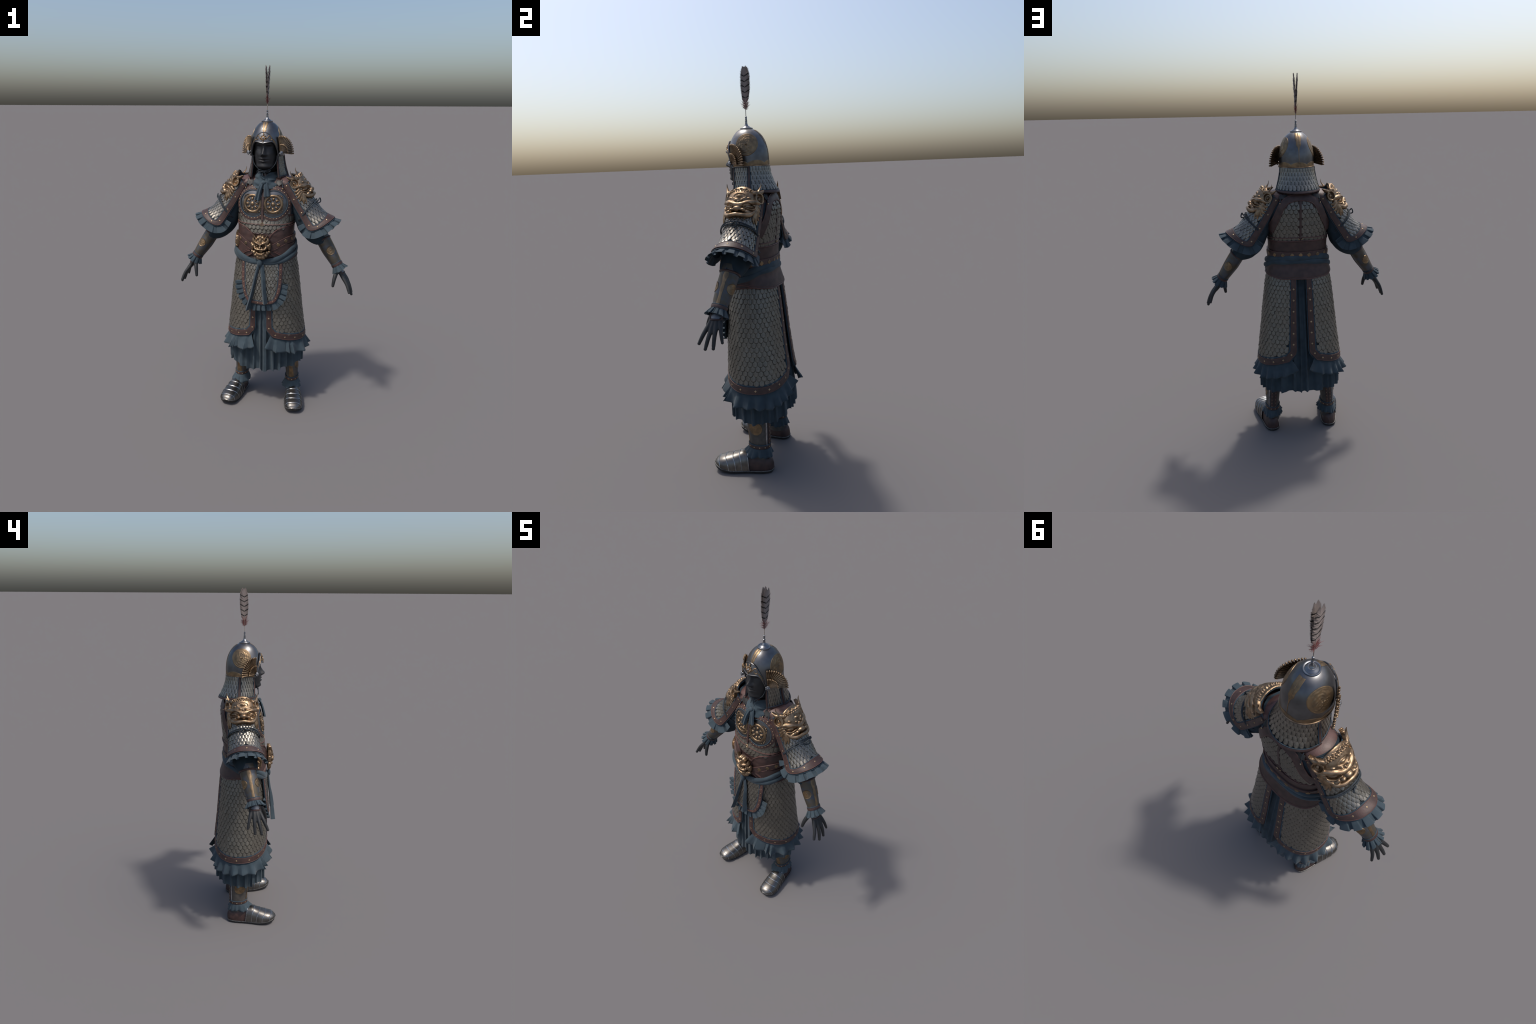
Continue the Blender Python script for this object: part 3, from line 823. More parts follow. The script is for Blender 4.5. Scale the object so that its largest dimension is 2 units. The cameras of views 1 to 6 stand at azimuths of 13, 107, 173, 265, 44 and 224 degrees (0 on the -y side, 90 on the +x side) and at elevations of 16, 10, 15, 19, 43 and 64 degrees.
        # hem ruffle
        i0 = np.argmax(out[:, 0] > .030); i1 = len(out)-1-np.argmax(out[::-1, 0] < Lref-.030)
        seg = resample(out[i0:i1+1], 120)
        P, N = surf(panel, seg[:, 0], -seg[:, 1], -1)
        T = tangents(seg); dn = np.stack([T[:, 1], -T[:, 0]], 1)   # outward of outline in (s,z)
        e = 1e-3
        Du = unit(panel(seg[:, 0]+e, -seg[:, 1])-panel(seg[:, 0]-e, -seg[:, 1]))
        D = unit(Du*dn[:, :1]*.55 + A(0, 0, 1)*dn[:, 1:])
        P = P - N*.003 + D*-.006
        mk('hem_ruffle', *ruffle(P, D, N, .080, 11, .0115, .41, nv=10, box=False, seed=21, jitter=.25, swing=.8), M_CLOTH, pan, None)
    SIDE = 1
    # apron
    AP = SKIRT.xz(.017)
    def half(sgn): return [(sgn*x, z) for x, z in ((.119, .94), (.119, .86), (.117, .80), (.111, .755), (.100, .718), (.082, .690), (.055, .678), (.025, .674))]
    out = path(half(-1) + [(0, .673)] + half(1)[::-1], 200)
    uv = lambda c: np.stack([c[:, 0], -c[:, 1]], 1)
    xs = np.linspace(-.117, .117, 60); zl = np.array([np.interp(abs(x), [0, .025, .055, .082, .100, .111, .117], [.673, .674, .678, .690, .718, .755, .80]) for x in xs])
    wv = np.linspace(0, 1, 26); zz = .945*(1-wv)+(zl[:, None]+.002)*wv
    G = AP(np.repeat(xs[:, None], 26, 1), -zz)
    ap = mk('apron', *shell(G, .004, N=grid_normals(G)*np.sign(-grid_normals(G)[..., 1:2])), M_CLOTHD)
    c1 = offset_curve(out, .0035); c2 = offset_curve(out, .0205); c3 = offset_curve(out, .026)
    mk('apron_border', *ribbon(AP, uv(c1), uv(c2), -1, .0065, k=7), M_LEATHERR, ap)
    mk('apron_band', *ribbon(AP, uv(c2), uv(c3), -1, .0055, k=4), M_PIPE, ap)
    mk('apron_piping', *piping(AP, uv(c1), -1, .0028, .002), M_PIPE, ap)
    st = Geo(); mid = resample(offset_curve(out, .012), 24)[1:-1]
    studs(st, AP, uv(mid), -1, .0028, .002, .0072); mk('stud', *st.out(), M_STUD, ap, stuff=True)
    def mask(x, v):
        z = -v-.017
        w = float(curve1(z, [.692, .705, .73, .77, .82, .94], [.04, .060, .076, .086, .092, .093])) if z > .692 else -1
        return abs(x) < w+.011
    place_scales('apron_scale', AP, -1, (-.096, .096), -np.arange(.944, .69, -.0195), .0192, (.0182, .028), M_SCALE, ap, mask, tilt=.13, lift=.0015, seed=4)
    i = np.nonzero(out[:, 1] < .805)[0]; seg = resample(out[i[0]:i[-1]+1], 120)
    P, N = surf(AP, seg[:, 0], -seg[:, 1], -1); T = tangents(seg); dn = np.stack([T[:, 1], -T[:, 0]], 1)
    e = 1e-3; Du = unit(AP(seg[:, 0]+e, -seg[:, 1])-AP(seg[:, 0]-e, -seg[:, 1]))
    D = unit(unit(Du*dn[:, :1] + A(0, 0, 1)*dn[:, 1:])*A(1, .35, 1))
    mk('apron_ruffle', *ruffle(P - N*.001 - D*.003, D, N, .040, 15, .0062, .12, box=True, seed=8, jitter=.08), M_CLOTH, ap)

# ---------- arms (built for the left side, mirrored for the right)
AO = A(.150, 0, 1.385); AX = unit(A(.595, 0, -.804)); AN = A(-AX[2], 0, AX[0]); AN = A(.804, 0, .595)
def arm(t, n, y):
    t, n, y = np.broadcast_arrays(t, n, y)
    return AO + t[..., None]*AX + n[..., None]*AN + y[..., None]*A(0, 1, 0)

def pauldron(u, t, off=0.):
    u, t = np.broadcast_arrays(np.asarray(u, float), np.asarray(t, float))
    no = curve1(t, [-.05, 0, .08, .167, .22, .27, .314], [.034, .034, .034, .030, .032, .043, .067])
    ni = curve1(t, [-.05, 0, .15, .30], [-.040, -.043, -.058, -.066])
    Y = curve1(t, [-.05, 0, .15, .25, .314], [.076, .078, .079, .085, .100])
    yc = curve1(t, [0, .2, .31], [.007, .004, -.006])
    th = u*1.70
    return arm(t, ni + (no-ni+off)*sgnpow(np.cos(th), .92), yc + (Y+off)*sgnpow(np.sin(th), .92))

def build_arm(sd):
    global SIDE
    SIDE = sd
    PS = -1
    # which sign is outward
    P, N = surf(pauldron, np.array([0.]), np.array([.1]), 1)
    PS = 1 if N[0] @ AN > 0 else -1
    HALF = .135
    fm = lambda a, t: pauldron(a/HALF, t)            # arc metres, axis metres
    u = np.linspace(-HALF, HALF, 80)
    # outline (arc, t): front strip down, hem, back strip up
    r = .03
    tb = lambda a: .306+.008*np.cos(a/HALF*PI/2) 
    pts = [(-HALF, .0), (-HALF, .1), (-HALF, .2), (-HALF, .262), (-HALF+.006, .288), (-HALF+.022, .303)] + [(a, float(tb(a))) for a in np.linspace(-.09, .09, 7)] + [(HALF-.022, .303), (HALF-.006, .288), (HALF, .262), (HALF, .2), (HALF, .1), (HALF, 0)]
    out = path(pts, 200)
    tl = np.array([out[(np.abs(out[:, 0]-x)).argsort()[:4], 1].max() for x in u]); tl[0] = tl[-1] = .262
    w = np.linspace(0, 1, 40)
    ttop = .002 - .012*np.exp(-(u/.07)**2)
    T2 = ttop[:, None]*(1-w)+tl[:, None]*w
    G = fm(np.repeat(u[:, None], 40, 1), T2)
    _, NN = surf(fm, np.repeat(u[:, None], 40, 1), T2, PS)
    sh = mk('pauldron', *shell(G if np.cross(G[1, 5]-G[0, 5], G[0, 6]-G[0, 5]) @ NN[0, 5] > 0 else G, .005, N=NN), M_CLOTHD)
    q = out.copy()
    # in (a,t) with t downwards: inward is to the right of travel -> flip sign
    inn = lambda d: offset_curve(out, -d)
    wid = .030 - .004*np.cos(np.clip(out[:, 0]/HALF, -1, 1)*PI)*0
    hemmask = np.clip((out[:, 1]-.262)/.03, 0, 1)
    wv = .025 + hemmask*(.018*np.exp(-(out[:, 0]/.06)**2) - .002)
    t_ = tangents(out); nr = np.stack([t_[:, 1], -t_[:, 0]], 1)*1.0
    c1 = out + nr*.003; c2 = out + nr*wv[:, None]; c3 = out + nr*(wv+.005)[:, None]
    if not (abs(c2[20, 0]) < abs(out[20, 0])):
        nr = -nr; c1 = out + nr*.003; c2 = out + nr*wv[:, None]; c3 = out + nr*(wv+.005)[:, None]
    mk('pauldron_border', *ribbon(fm, c1, c2, PS, .0068, k=8), M_LEATHER, sh)
    mk('pauldron_band', *ribbon(fm, c2, c3, PS, .0058, k=4), M_PIPE, sh)
    mk('pauldron_piping', *Geo().add(piping(fm, out, PS, .0026, .001)).out(), M_PIPE, sh)
    mk('pauldron_stitching', *Geo().add(piping(fm, c1+nr*.001, PS, .0014, .0068)).add(piping(fm, c2-nr*.001, PS, .0014, .0068)).out(), M_EDGE, sh)
    tp = np.stack([u, ttop], 1)
    mk('pauldron_top_rim', *piping(fm, tp, PS, .0038, 0.), M_PIPE, sh)
    ub = np.stack([u, ttop+.004], 1); ub2 = np.stack([u, ttop+.026], 1)
    mk('pauldron_top_border', *ribbon(fm, ub, ub2, PS, .0046, k=6), M_LEATHER, sh)
    st = Geo()
    for a, t in ((-HALF+.014, .01), (-HALF+.014, .095), (-HALF+.014, .18), (-HALF+.014, .262), (-.098, .294), (-.05, .293), (0, .29), (.05, .293), (.098, .294), (HALF-.014, .262), (HALF-.014, .18), (HALF-.014, .095), (HALF-.014, .01)):
        studs(st, fm, [(a, t)], PS, .0042, .002, .0075)
    mk('stud', *st.out(), M_STUD, sh, stuff=True)
    # scales
    def mask(a, t):
        lim = .310-.024-.018*math.exp(-(a/.06)**2)
        return t+.028 < lim+.013 and t > .02
    place_scales('sleeve_scale', fm, PS, (-HALF+.031, HALF-.031), np.arange(.028, .30, .0188), .0190, (.0178, .0285), M_SCALE, sh, mask, tilt=.14, lift=.0015, named=200, seed=9)
    # hem ruffle of box pleats, running up the lower ends of the side strips
    i = np.nonzero(out[:, 1] > .235)[0]; seg = resample(out[i[0]:i[-1]+1], 140)
    P, N = surf(fm, seg[:, 0], seg[:, 1], PS); t_ = tangents(seg); dn = np.stack([-t_[:, 1], t_[:, 0]], 1)
    if dn[70, 1] < 0: dn = -dn
    e = 1e-3; Du = unit(fm(seg[:, 0]+e, seg[:, 1])-fm(seg[:, 0]-e, seg[:, 1])); Dv = unit(fm(seg[:, 0], seg[:, 1]+e)-fm(seg[:, 0], seg[:, 1]-e))
    D = unit(Du*dn[:, :1]+Dv*dn[:, 1:])
    mk('sleeve_ruffle', *ruffle(P-N*.003-D*.004, D, N, .045, 11, .0075, .12, box=True, seed=31, jitter=.06), M_CLOTH, sh)
    # lion mask
    def H(a, b):
        x = np.abs(a)
        h = dome(x, b, 0, .060, .088, .082, .014, pw=.2)
        mx = np.maximum
        h = np.where((b > .128) & (x < .058), -1, h)
        h = mx(h, dome(x, b, 0, .036, .064, .044, .0225, pw=.32))
        h = mx(h, ridge(x, b, [(.004, .083), (.020, .078), (.042, .064), (.066, .052), (.084, .050)], (.012, .013, .013, .010, .006), (.0265, .028, .0265, .023, .018)))
        h = h - np.where(dome(x, b, 0, .038, .021, .014, 1) > 0, .004, 0)
        h = mx(h, dome(x, b, 0, .038, .0145, .010, .0265, pw=.4))
        h = mx(h, dome(x, b, .011, .060, .008, .011, .0262, .3)); h = mx(h, dome(x, b, 0, .070, .005, .010, .027))
        h = mx(h, dome(x, b, .036, .044, .014, .007, .0245, -.5))
        h = h - np.where((dome(x, b, .045, .084, .030, .014, 1, -.25) > 0) & (b > .072), .007, 0)
        h = mx(h, dome(x, b, .043, .083, .021, .0095, .0165, -.25, .4))
        h = mx(h, ridge(x, b, [(.022, .094), (.045, .098), (.066, .088), (.070, .076)], (.0035, .004, .0035), (.022, .021, .018)))
        h = mx(h, dome(x, b, 0, .104, .020, .017, .033)); h = mx(h, dome(x, b, .021, .108, .013, .012, .029))
        h = h - np.where(dome(x, b, .012, .117, .0065, .0042, 1) > 0, .012, 0)
        h = mx(h, ridge(x, b, [(0, .131), (.025, .133), (.048, .125), (.062, .108), (.072, .094), (.083, .093)], (.010, .011, .010, .009, .007, .004), (.027, .0265, .024, .021, .018, .013)))
        h = mx(h, dome(x, b, .040, .112, .020, .013, .022, .3))
        # ears
        rr = np.hypot((x-.082)/.022, (b-.024)/.027)
        h = np.where(rr < 1.0, np.where(rr > .74, .021, .008), h)
        h = mx(h, dome(x, b, .083, .025, .009, .013, .017))
        h = mx(h, ridge(x, b, [(.052, .010), (.068, .000), (.086, -.008), (.098, -.030)], (.010, .010, .008, .002), (.0225, .022, .022, .020)))
        # crest of small flames
        for k in range(6):
            q = (.004, .0, .003, -.002, .002, -.001)[k]
            h = mx(h, dome(x, b, k*.0095, .002-q, .0062, .0085, .0225+q*.3, .35-k*.1))
            h = mx(h, dome(x, b, k*.0095+.005, .010, .0055, .007, .0235))
        # mane leaves
        for q in ([(.078, .066), (.090, .068), (.103, .062)], [(.078, .078), (.092, .083), (.106, .080)], [(.078, .090), (.092, .099), (.107, .099)], [(.076, .100), (.088, .114), (.103, .121)], [(.074, .106), (.082, .126), (.090, .146)]):
            h = mx(h, ridge(x, b, q, (.010, .009, .003), (.017, .015, .010)))
        h = mx(h, ridge(x, b, [(.068, .098), (.072, .115), (.072, .134), (.078, .152)], (.008, .009, .006, .002), (.016, .015, .012, .009)))
        for cc in (.012, .032): h = mx(h, dome(x, b, cc, .140, .006, .009, .012))
        return h
    FM = lambda a, t: pauldron(a/HALF, t)
    relief('lion_mask', FM, PS, (-.112, .112), (-.034, .156), 260, 230, H, M_GOLD, sh, blur=1, base=.002)
    g = Geo()
    for k in (-1, 1):     # pointed ear tips
        q = lambda t, n, y: arm(np.array(t), np.array(n), np.array(y))
        g.add(tube(path([q(.004, .020, .006+k*.070), q(-.014, .018, .006+k*.077), q(-.034, .020, .006+k*.083), q(-.046, .028, .006+k*.084)], 14), np.linspace(.0095, .0009, 14), 8, .7))
    mk('lion_mask_ear_tip', *g.out(), M_GOLD, sh)
    # cord wound round the sleeve with a bow
    a = np.linspace(0, 2*PI, 80, endpoint=False)
    g = Geo()
    for dt, kk in ((0, 0), (.008, 1)):
        P = arm(.186+dt + .020*np.cos(a)*-1+.004*np.sin(2*a+kk), -.038+(.080)*np.cos(a), .003+.088*np.sin(a))
        g.add(ring_tube(P, .0034))
    bc = A(.279, -.014, 1.249)
    for pts in ([bc, bc+A(-.012, -.03, .012), bc+A(-.030, -.045, .006), bc+A(-.018, -.028, -.006), bc],
                [bc, bc+A(.016, .012, .022), bc+A(.022, .030, .032), bc+A(.026, .030, .010), bc],
                [bc, bc+A(.012, -.012, -.02), bc+A(.016, -.022, -.05)], [bc, bc+A(.018, .012, -.016), bc+A(.032, .016, -.03)]):
        g.add(tube(path(pts, 30), .0034, 7))
    g.add(ball(bc, .007, 8))
    mk('sleeve_cord', *g.out(), M_CORD, sh)
    # puffed cloth sleeve
    n = 48; th = np.linspace(0, 2*PI, n, endpoint=False); R = []
    ts = np.linspace(-.01, .392, 34)
    for t in ts:
        nc = curve1(t, [0, .1, .2, .28, .34, .385], [-.035, -.048, -.064, -.076, -.074, -.064])
        rn = curve1(t, [-.01, .1, .2, .28, .34, .375, .392], [.050, .056, .062, .066, .060, .050, .040])
        ry = curve1(t, [-.01, .1, .2, .28, .34, .375, .392], [.070, .072, .074, .074, .066, .054, .044])
        yc = curve1(t, [0, .25, .39], [.008, .004, -.012])
        wr = 1 + .022*np.sin(5*th+t*40) + .015*np.sin(9*th-t*60)
        R.append(arm(t + .01*np.cos(th), nc + rn*np.cos(th)*wr, yc + ry*np.sin(th)*wr))
    V, F = loft(np.array(R)); V, F = V, [tuple(reversed(f)) for f in F]
    sl = mk('upper_sleeve', V, F, M_CLOTHD)
    # forearm: vambrace
    p0, p1 = A(.331, -.012, 1.052), A(.419, -.038, .912); ax = unit(p1-p0)
    e1 = unit(A(0, 1, 0)-ax*ax[1]); e2 = np.cross(ax, e1)   # e1 ~ +y, e2 ~ outward or inward
    if e2[0] < 0: e2 = -e2
    Lf = np.linalg.norm(p1-p0)
    def fore(th, s, off=0.):
        th, s = np.broadcast_arrays(np.asarray(th, float), np.asarray(s, float))
        ro = curve1(s, [-.05, 0, .06, .12, Lf, Lf+.03], [.038, .038, .037, .033, .0285, .027])+off
        ri = curve1(s, [-.05, 0, .06, .12, Lf, Lf+.03], [.040, .040, .040, .034, .0285, .027])+off
        ry = curve1(s, [-.05, 0, .06, .12, Lf, Lf+.03], [.045, .045, .044, .040, .034, .032])+off
        c, q = np.cos(th), np.sin(th)
        rr = np.where(c > 0, ro, ri)
        return p0 + s[..., None]*ax + (rr*c)[..., None]*e2 + (ry*q)[..., None]*e1
    th = np.linspace(0, 2*PI, 48, endpoint=False); s = np.linspace(-.03, Lf+.004, 30)
    FS = 1 if surf(fore, np.array([0.]), np.array([.05]), 1)[1][0] @ e2 > 0 else -1
    V, F = loft(np.array([fore(th, q) for q in s]))
    if np.cross(fore(np.array([.05]), np.array([.05]))[0]-fore(np.array([0.]), np.array([.05]))[0], ax) @ e2 < 0: F = [tuple(reversed(f)) for f in F]
    fa = mk('forearm_guard', V, F, M_VAMB)
    ring = lambda q, o: fore(np.linspace(0, 2*PI, 40, endpoint=False), np.full(40, q), o)
    mk('cuff_band', *Geo().add(ring_tube(ring(.004, .001), .006)).out(), M_LEATHER, fa)
    thc = np.linspace(0, 2*PI, 49)
    mk('wrist_band', *ribbon(fore, np.stack([thc, np.full(49, Lf-.008)], 1), np.stack([thc, np.full(49, Lf+.007)], 1), FS, .004, k=5), M_LEATHER, fa)
    mk('wrist_piping', *ring_tube(ring(Lf-.010, .001), .0025), M_PIPE, fa)
    # gold inlays on the guard: medallions front and back and a wavy line along the outside
    def med(cth, cs, r, k=28):
        g = Geo(); rr = np.linspace(0.02, 1, 12); pp = np.linspace(0, 2*PI, k, endpoint=False)
        X = cth + rr[:, None]*r*np.cos(pp)/.038; S = cs + rr[:, None]*r*np.sin(pp)
        P, N = surf(fore, X, S, FS)
        hh = .0013 + .0012*np.exp(-((rr-.9)/.06)**2)[:, None] + .0011*np.sin(rr*19)[:, None]*np.cos(pp*5+rr[:, None]*9)*(rr < .8)[:, None] - .003*(rr > .99)[:, None]
        R = P + N*hh[..., None]; V, F = loft(R)
        return V, F
    for cth in (1.15, -1.15): mk('guard_medallion', *fix(med(cth, .080, .026), fore, cth, .080, FS), M_INLAY, fa)
    ss = np.linspace(.008, Lf-.012, 60); wv = .16 + .14*np.abs(np.sin(ss*52))*(.6+.4*np.cos(ss*30))
    mk('guard_inlay', *ribbon(fore, np.stack([-wv, ss], 1), np.stack([wv, ss], 1), FS, .0012, k=7, crown=.0005, base=-.001), M_INLAY, fa)
    # lacing teeth on the inside
    g = Geo()
    for q in np.linspace(.02, Lf-.01, 8):
        p = fore(np.array([PI]), np.array([q]))[0]; g.add(ball(p, .0032, 6))
    ss = np.linspace(0, Lf, 30)
    g.add(tube(fore(np.full(30, PI-.12), ss), .0025, 6)); g.add(tube(fore(np.full(30, PI+.12), ss), .0025, 6))
    mk('guard_lacing', *g.out(), M_LEATHER, fa)
    # wrist ruffle
    thp = np.linspace(0, 2*PI, 90); P = fore(thp, np.full(90, Lf+.004), .001); O = unit(P-(p0+ax*(Lf+.004)))
    mk('wrist_ruffle', *ruffle(P, np.repeat(ax[None], 90, 0), O, .037, 11, .0050, .48, box=True, seed=41, jitter=.08), M_CLOTH, fa)
    # hand
    wr = A(.424, -.039, .905); g = Geo(); HS_ = A(-.003, -.001, -.003)
    kn = {'i': A(.462, -.072, .848), 'm': A(.470, -.054, .843), 'r': A(.470, -.036, .846), 'l': A(.464, -.018, .853)}
    tips = {'i': A(.501, -.107, .775), 'm': A(.513, -.074, .756), 'r': A(.510, -.038, .759), 'l': A(.496, -.001, .783)}
    for k in kn:
        mid = kn[k]*.5+tips[k]*.5 + A(.004, 0, .003)
        P = path([wr*.45+kn[k]*.55, kn[k], mid, tips[k]], 22)
        r0 = .0102 if k != 'l' else .0092
        g.add(tube(P, np.interp(np.linspace(0, 1, 22), [0, .3, .65, .93, 1], [r0*1.25, r0*1.12, r0*.95, r0*.85, r0*.55]), 12)); g.add(ball(tips[k], r0*.82, 8))
    P = path([A(.428, -.055, .892), A(.420, -.080, .868), A(.413, -.096, .838), A(.409, -.104, .806)], 20)
    g.add(tube(P, np.interp(np.linspace(0, 1, 20), [0, .4, .75, 1], [.016, .0125, .0105, .0085]), 12)); g.add(ball(P[-1], .0088, 8))
    palm = np.array([wr + (A(.466, -.045, .842)-wr)*q for q in np.linspace(-.35, 1.0, 10)])
    e1h = unit(A(0, 1, 0.0)); axh = unit(palm[-1]-palm[0]); e2h = np.cross(axh, e1h)
    hw = np.interp(np.linspace(0, 1, 10), [0, .3, .7, 1], [.026, .028, .035, .034]); ht = np.interp(np.linspace(0, 1, 10), [0, .3, .7, 1], [.021, .017, .0155, .011])
    aa = np.linspace(0, 2*PI, 24, endpoint=False)
    g.add(loft(palm[:, None] + hw[:, None, None]*np.cos(aa)[None, :, None]*e1h + ht[:, None, None]*np.sin(aa)[None, :, None]*e2h))
    hv, hf = g.out()
    hand = mk('hand', hv+HS_, hf, M_GLOVE)
    remesh(hand, .0024, 8, .5)
    # plate on the back of the hand
    out_ = e2h if e2h[0] > 0 else -e2h
    c = wr + HS_ + axh*.020 + out_*.0185
    uu = np.linspace(-1, 1, 9); vv = np.linspace(0, 1, 6)
    def hp(u, v, o=0.): 
        u, v = np.broadcast_arrays(u, v)
        return c + (u*.027)[..., None]*e1h + (v*.026)[..., None]*axh + (o-.010*u**2-.002*v)[..., None]*out_
    G = hp(uu[:, None], vv[None, :], .0015)
    N = np.broadcast_to(out_, G.shape)
    mk('hand_plate', *shell(G, .006, N=N), M_STEEL, hand)
    e = [(-1, 0), (-1, .9), (-.6, 1.05), (0, 1.1), (.6, 1.05), (1, .9), (1, 0)]; ep = path(e, 40)
    mk('hand_plate_border', *tube(hp(ep[:, 0], ep[:, 1], .001), .0042, 7), M_LEATHER, hand)
    SIDE = 1

def fix(VF, fn, u, v, sgn):
    """turn faces of a small patch outwards"""
    V, F = VF
    p, n = surf(fn, np.array([u]), np.array([v]), sgn)
    f = F[len(F)//3]; q = np.cross(V[f[1]]-V[f[0]], V[f[2]]-V[f[0]])
    return (V, [tuple(reversed(x)) for x in F]) if q @ n[0] < 0 else (V, F)

# ---------- legs and boots
def build_leg(sd):
    global SIDE
    SIDE = sd
    LEG = lambda th, v: leg(th, v)
    def leg(th, v, off=0.):
        th, v = np.broadcast_arrays(np.asarray(th, float), np.asarray(v, float)); z = -v
        cx = curve1(z, [.08, .14, .30, .60, .9], [.163, .163, .152, .120, .095]); cy = curve1(z, [.08, .14, .30, .6, .9], [.036, .036, .028, .005, 0])
        rx = curve1(z, [.05, .10, .14, .22, .30, .6, .9], [.040, .038, .037, .041, .047, .06, .075])+off
        ry = curve1(z, [.05, .10, .14, .22, .30, .6, .9], [.050, .052, .052, .056, .06, .07, .08])+off
        return np.stack([cx+rx*np.sin(th), cy-ry*np.cos(th), z], -1)
    th = np.linspace(0, 2*PI, 48, endpoint=False); zz = np.linspace(.05, .85, 50)
    V, F = loft(np.array([leg(th, np.full(48, -z)) for z in zz]))
    g = mk('leg', *fix((V, F), leg, *(0., -.2), -1), M_GREAVE)
    thc = np.linspace(0, 2*PI, 61)
    zr = lambda t: .134-.014*np.cos(t)*-1*0+.006*np.sin(t)*0
    mk('ankle_band', *ribbon(leg, np.stack([thc, np.full(61, -.142)], 1), np.stack([thc, np.full(61, -.124)], 1), -1, .0045, k=5), M_LEATHER, g)
    mk('ankle_piping', *ring_tube(leg(thc[:-1], np.full(60, -.144), .003), .003), M_PIPE, g)
    st = Geo(); studs(st, leg, [(t, -.133) for t in np.linspace(.2, 2*PI+.2, 12, endpoint=False)], -1, .0032, .0022, .0055); mk('stud', *st.out(), M_STUD, g, stuff=True)
    # inlay down the shin and medallion outside
    z = np.linspace(.30, .148, 40); w = .20+.20*np.abs(np.cos((z-.148)*16))**1.5
    mk('shin_inlay', *ribbon(leg, np.stack([.12-w, -z], 1), np.stack([.12+w, -z], 1), -1, .0014, k=7, base=-.001), M_INLAY, g)
    rr = np.linspace(.02, 1, 14); pp = np.linspace(0, 2*PI, 32, endpoint=False)
    X = 1.45 + rr[:, None]*.036*np.cos(pp)/.053; S = -.232 + rr[:, None]*.036*np.sin(pp)
    P, N = surf(leg, X, S, -1)
    hh = .0016 + .0012*np.exp(-((rr-.9)/.06)**2)[:, None] + .001*np.sin(rr*19)[:, None]*np.cos(pp*5+rr[:, None]*9)*(rr < .8)[:, None] - .003*(rr > .99)[:, None]
    mk('greave_medallion', *fix(loft(P+N*hh[..., None]), leg, 1.45, -.232, -1), M_INLAY, g)
    # laced back and steel side rod
    z = np.linspace(.40, .14, 30)
    for k in (-1, 1):
        mk('lacing_strip', *ribbon(leg, np.stack([np.full(30, PI+k*.05), -z], 1), np.stack([np.full(30, PI+k*.40), -z], 1), -1, .003, k=5), M_LEATHER, g)
        st = Geo(); studs(st, leg, [(PI+k*.22, -q) for q in np.linspace(.36, .15, 11)], -1, .0022, .002, .004); mk('stud', *st.out(), M_STUD, g, stuff=True)
    mk('steel_rod', *tube(leg(np.full(30, PI-.62), -z, .001), .0042, 8), M_BRIGHT, g)
    # ankle ruffle
    P = leg(thc, np.full(61, -.126), .002); O = unit(P-A(.163, .036, .126)); O = unit(O*A(1, 1, 0))
    fl = 1.0
    ln = .044
    D = np.repeat(A(0, 0, -1)[None], 61, 0) + O*(.35*np.clip(np.cos(thc), 0, 1)**.7)[:, None]*1.6
    mk('ankle_ruffle', *ruffle(P, unit(D), O, ln*1.05, 15, .0032, .30, box=False, seed=51, jitter=.2), M_CLOTH, g, None)
    # boot: sections along the foot axis
    h0 = A(.162, .104, 0); h1 = A(.204, -.170, 0); L = np.linalg.norm(h1-h0); fx = unit(h1-h0); sx = A(-fx[1], fx[0], 0); sx = sx if sx[0] > 0 else -sx
    def boot(s, th, off=0.):
        s = np.asarray(s, float)*(.3045/L)
        """s metres from the heel, th 0..pi over the top from inner to outer side"""
        s, th = np.broadcast_arrays(np.asarray(s, float), np.asarray(th, float))
        hw = curve1(s, [-.002, .004, .02, .06, .11, .16, .21, .25, .28, .297, .304], [.0006, .018, .031, .039, .041, .045, .050, .0485, .037, .019, .0006])+off
        ht = curve1(s, [-.002, .004, .02, .06, .11, .15, .19, .23, .265, .29, .304], [.040, .058, .074, .086, .092, .092, .081, .069, .057, .041, .015])+off
        bulge = curve1(s, [0, .15, .25, .304], [0, .0, .004, 0])
        c = np.cos(th); q = np.sin(th)
        yy = -hw*sgnpow(c, .85)
        up_ = .026*np.clip((s-.17)/.1345, 0, 1)**1.8
        zz_ = .010 + up_ + (np.maximum(ht-.010-up_*.55, .004))*np.abs(q)**.72
        lift = 0*s
        return h0 + s[..., None]*fx + (yy+bulge)[..., None]*sx + (zz_+lift)[..., None]*A(0, 0, 1)
    th = np.linspace(0, PI, 36); ss = np.linspace(-.002, L-.002, 70)
    G = boot(ss[:, None], th[None, :])
    BS = 1 if surf(boot, np.array([.15]), np.array([PI/2]), 1)[1][0][2] > 0 else -1
    Nn = surf(boot, np.repeat(ss[:, None], 36, 1), np.repeat(th[None], 70, 0), BS)[1]
    if np.cross(G[41, 18]-G[40, 18], G[40, 19]-G[40, 18])[2] < 0: G = G[::-1]; Nn = Nn[::-1]
    b = mk('boot', *shell(G, .003, N=Nn), M_LEATHER)
    # lames of the foot guard, toe cap on top
    cuts = [(.118, .135), (.140, .155), (.172, .190), (.210, .228), (.256, .262)]   # (at the sole, at the top) start of each lame
    ends = [(.155, .170), (.185, .205), (.222, .242), (.268, .276), (L, L)]
    cuts = [(p*L/.3045, q*L/.3045) for p, q in cuts]; ends = [(p*L/.3045, q*L/.3045) for p, q in ends[:-1]] + [(L, L)]
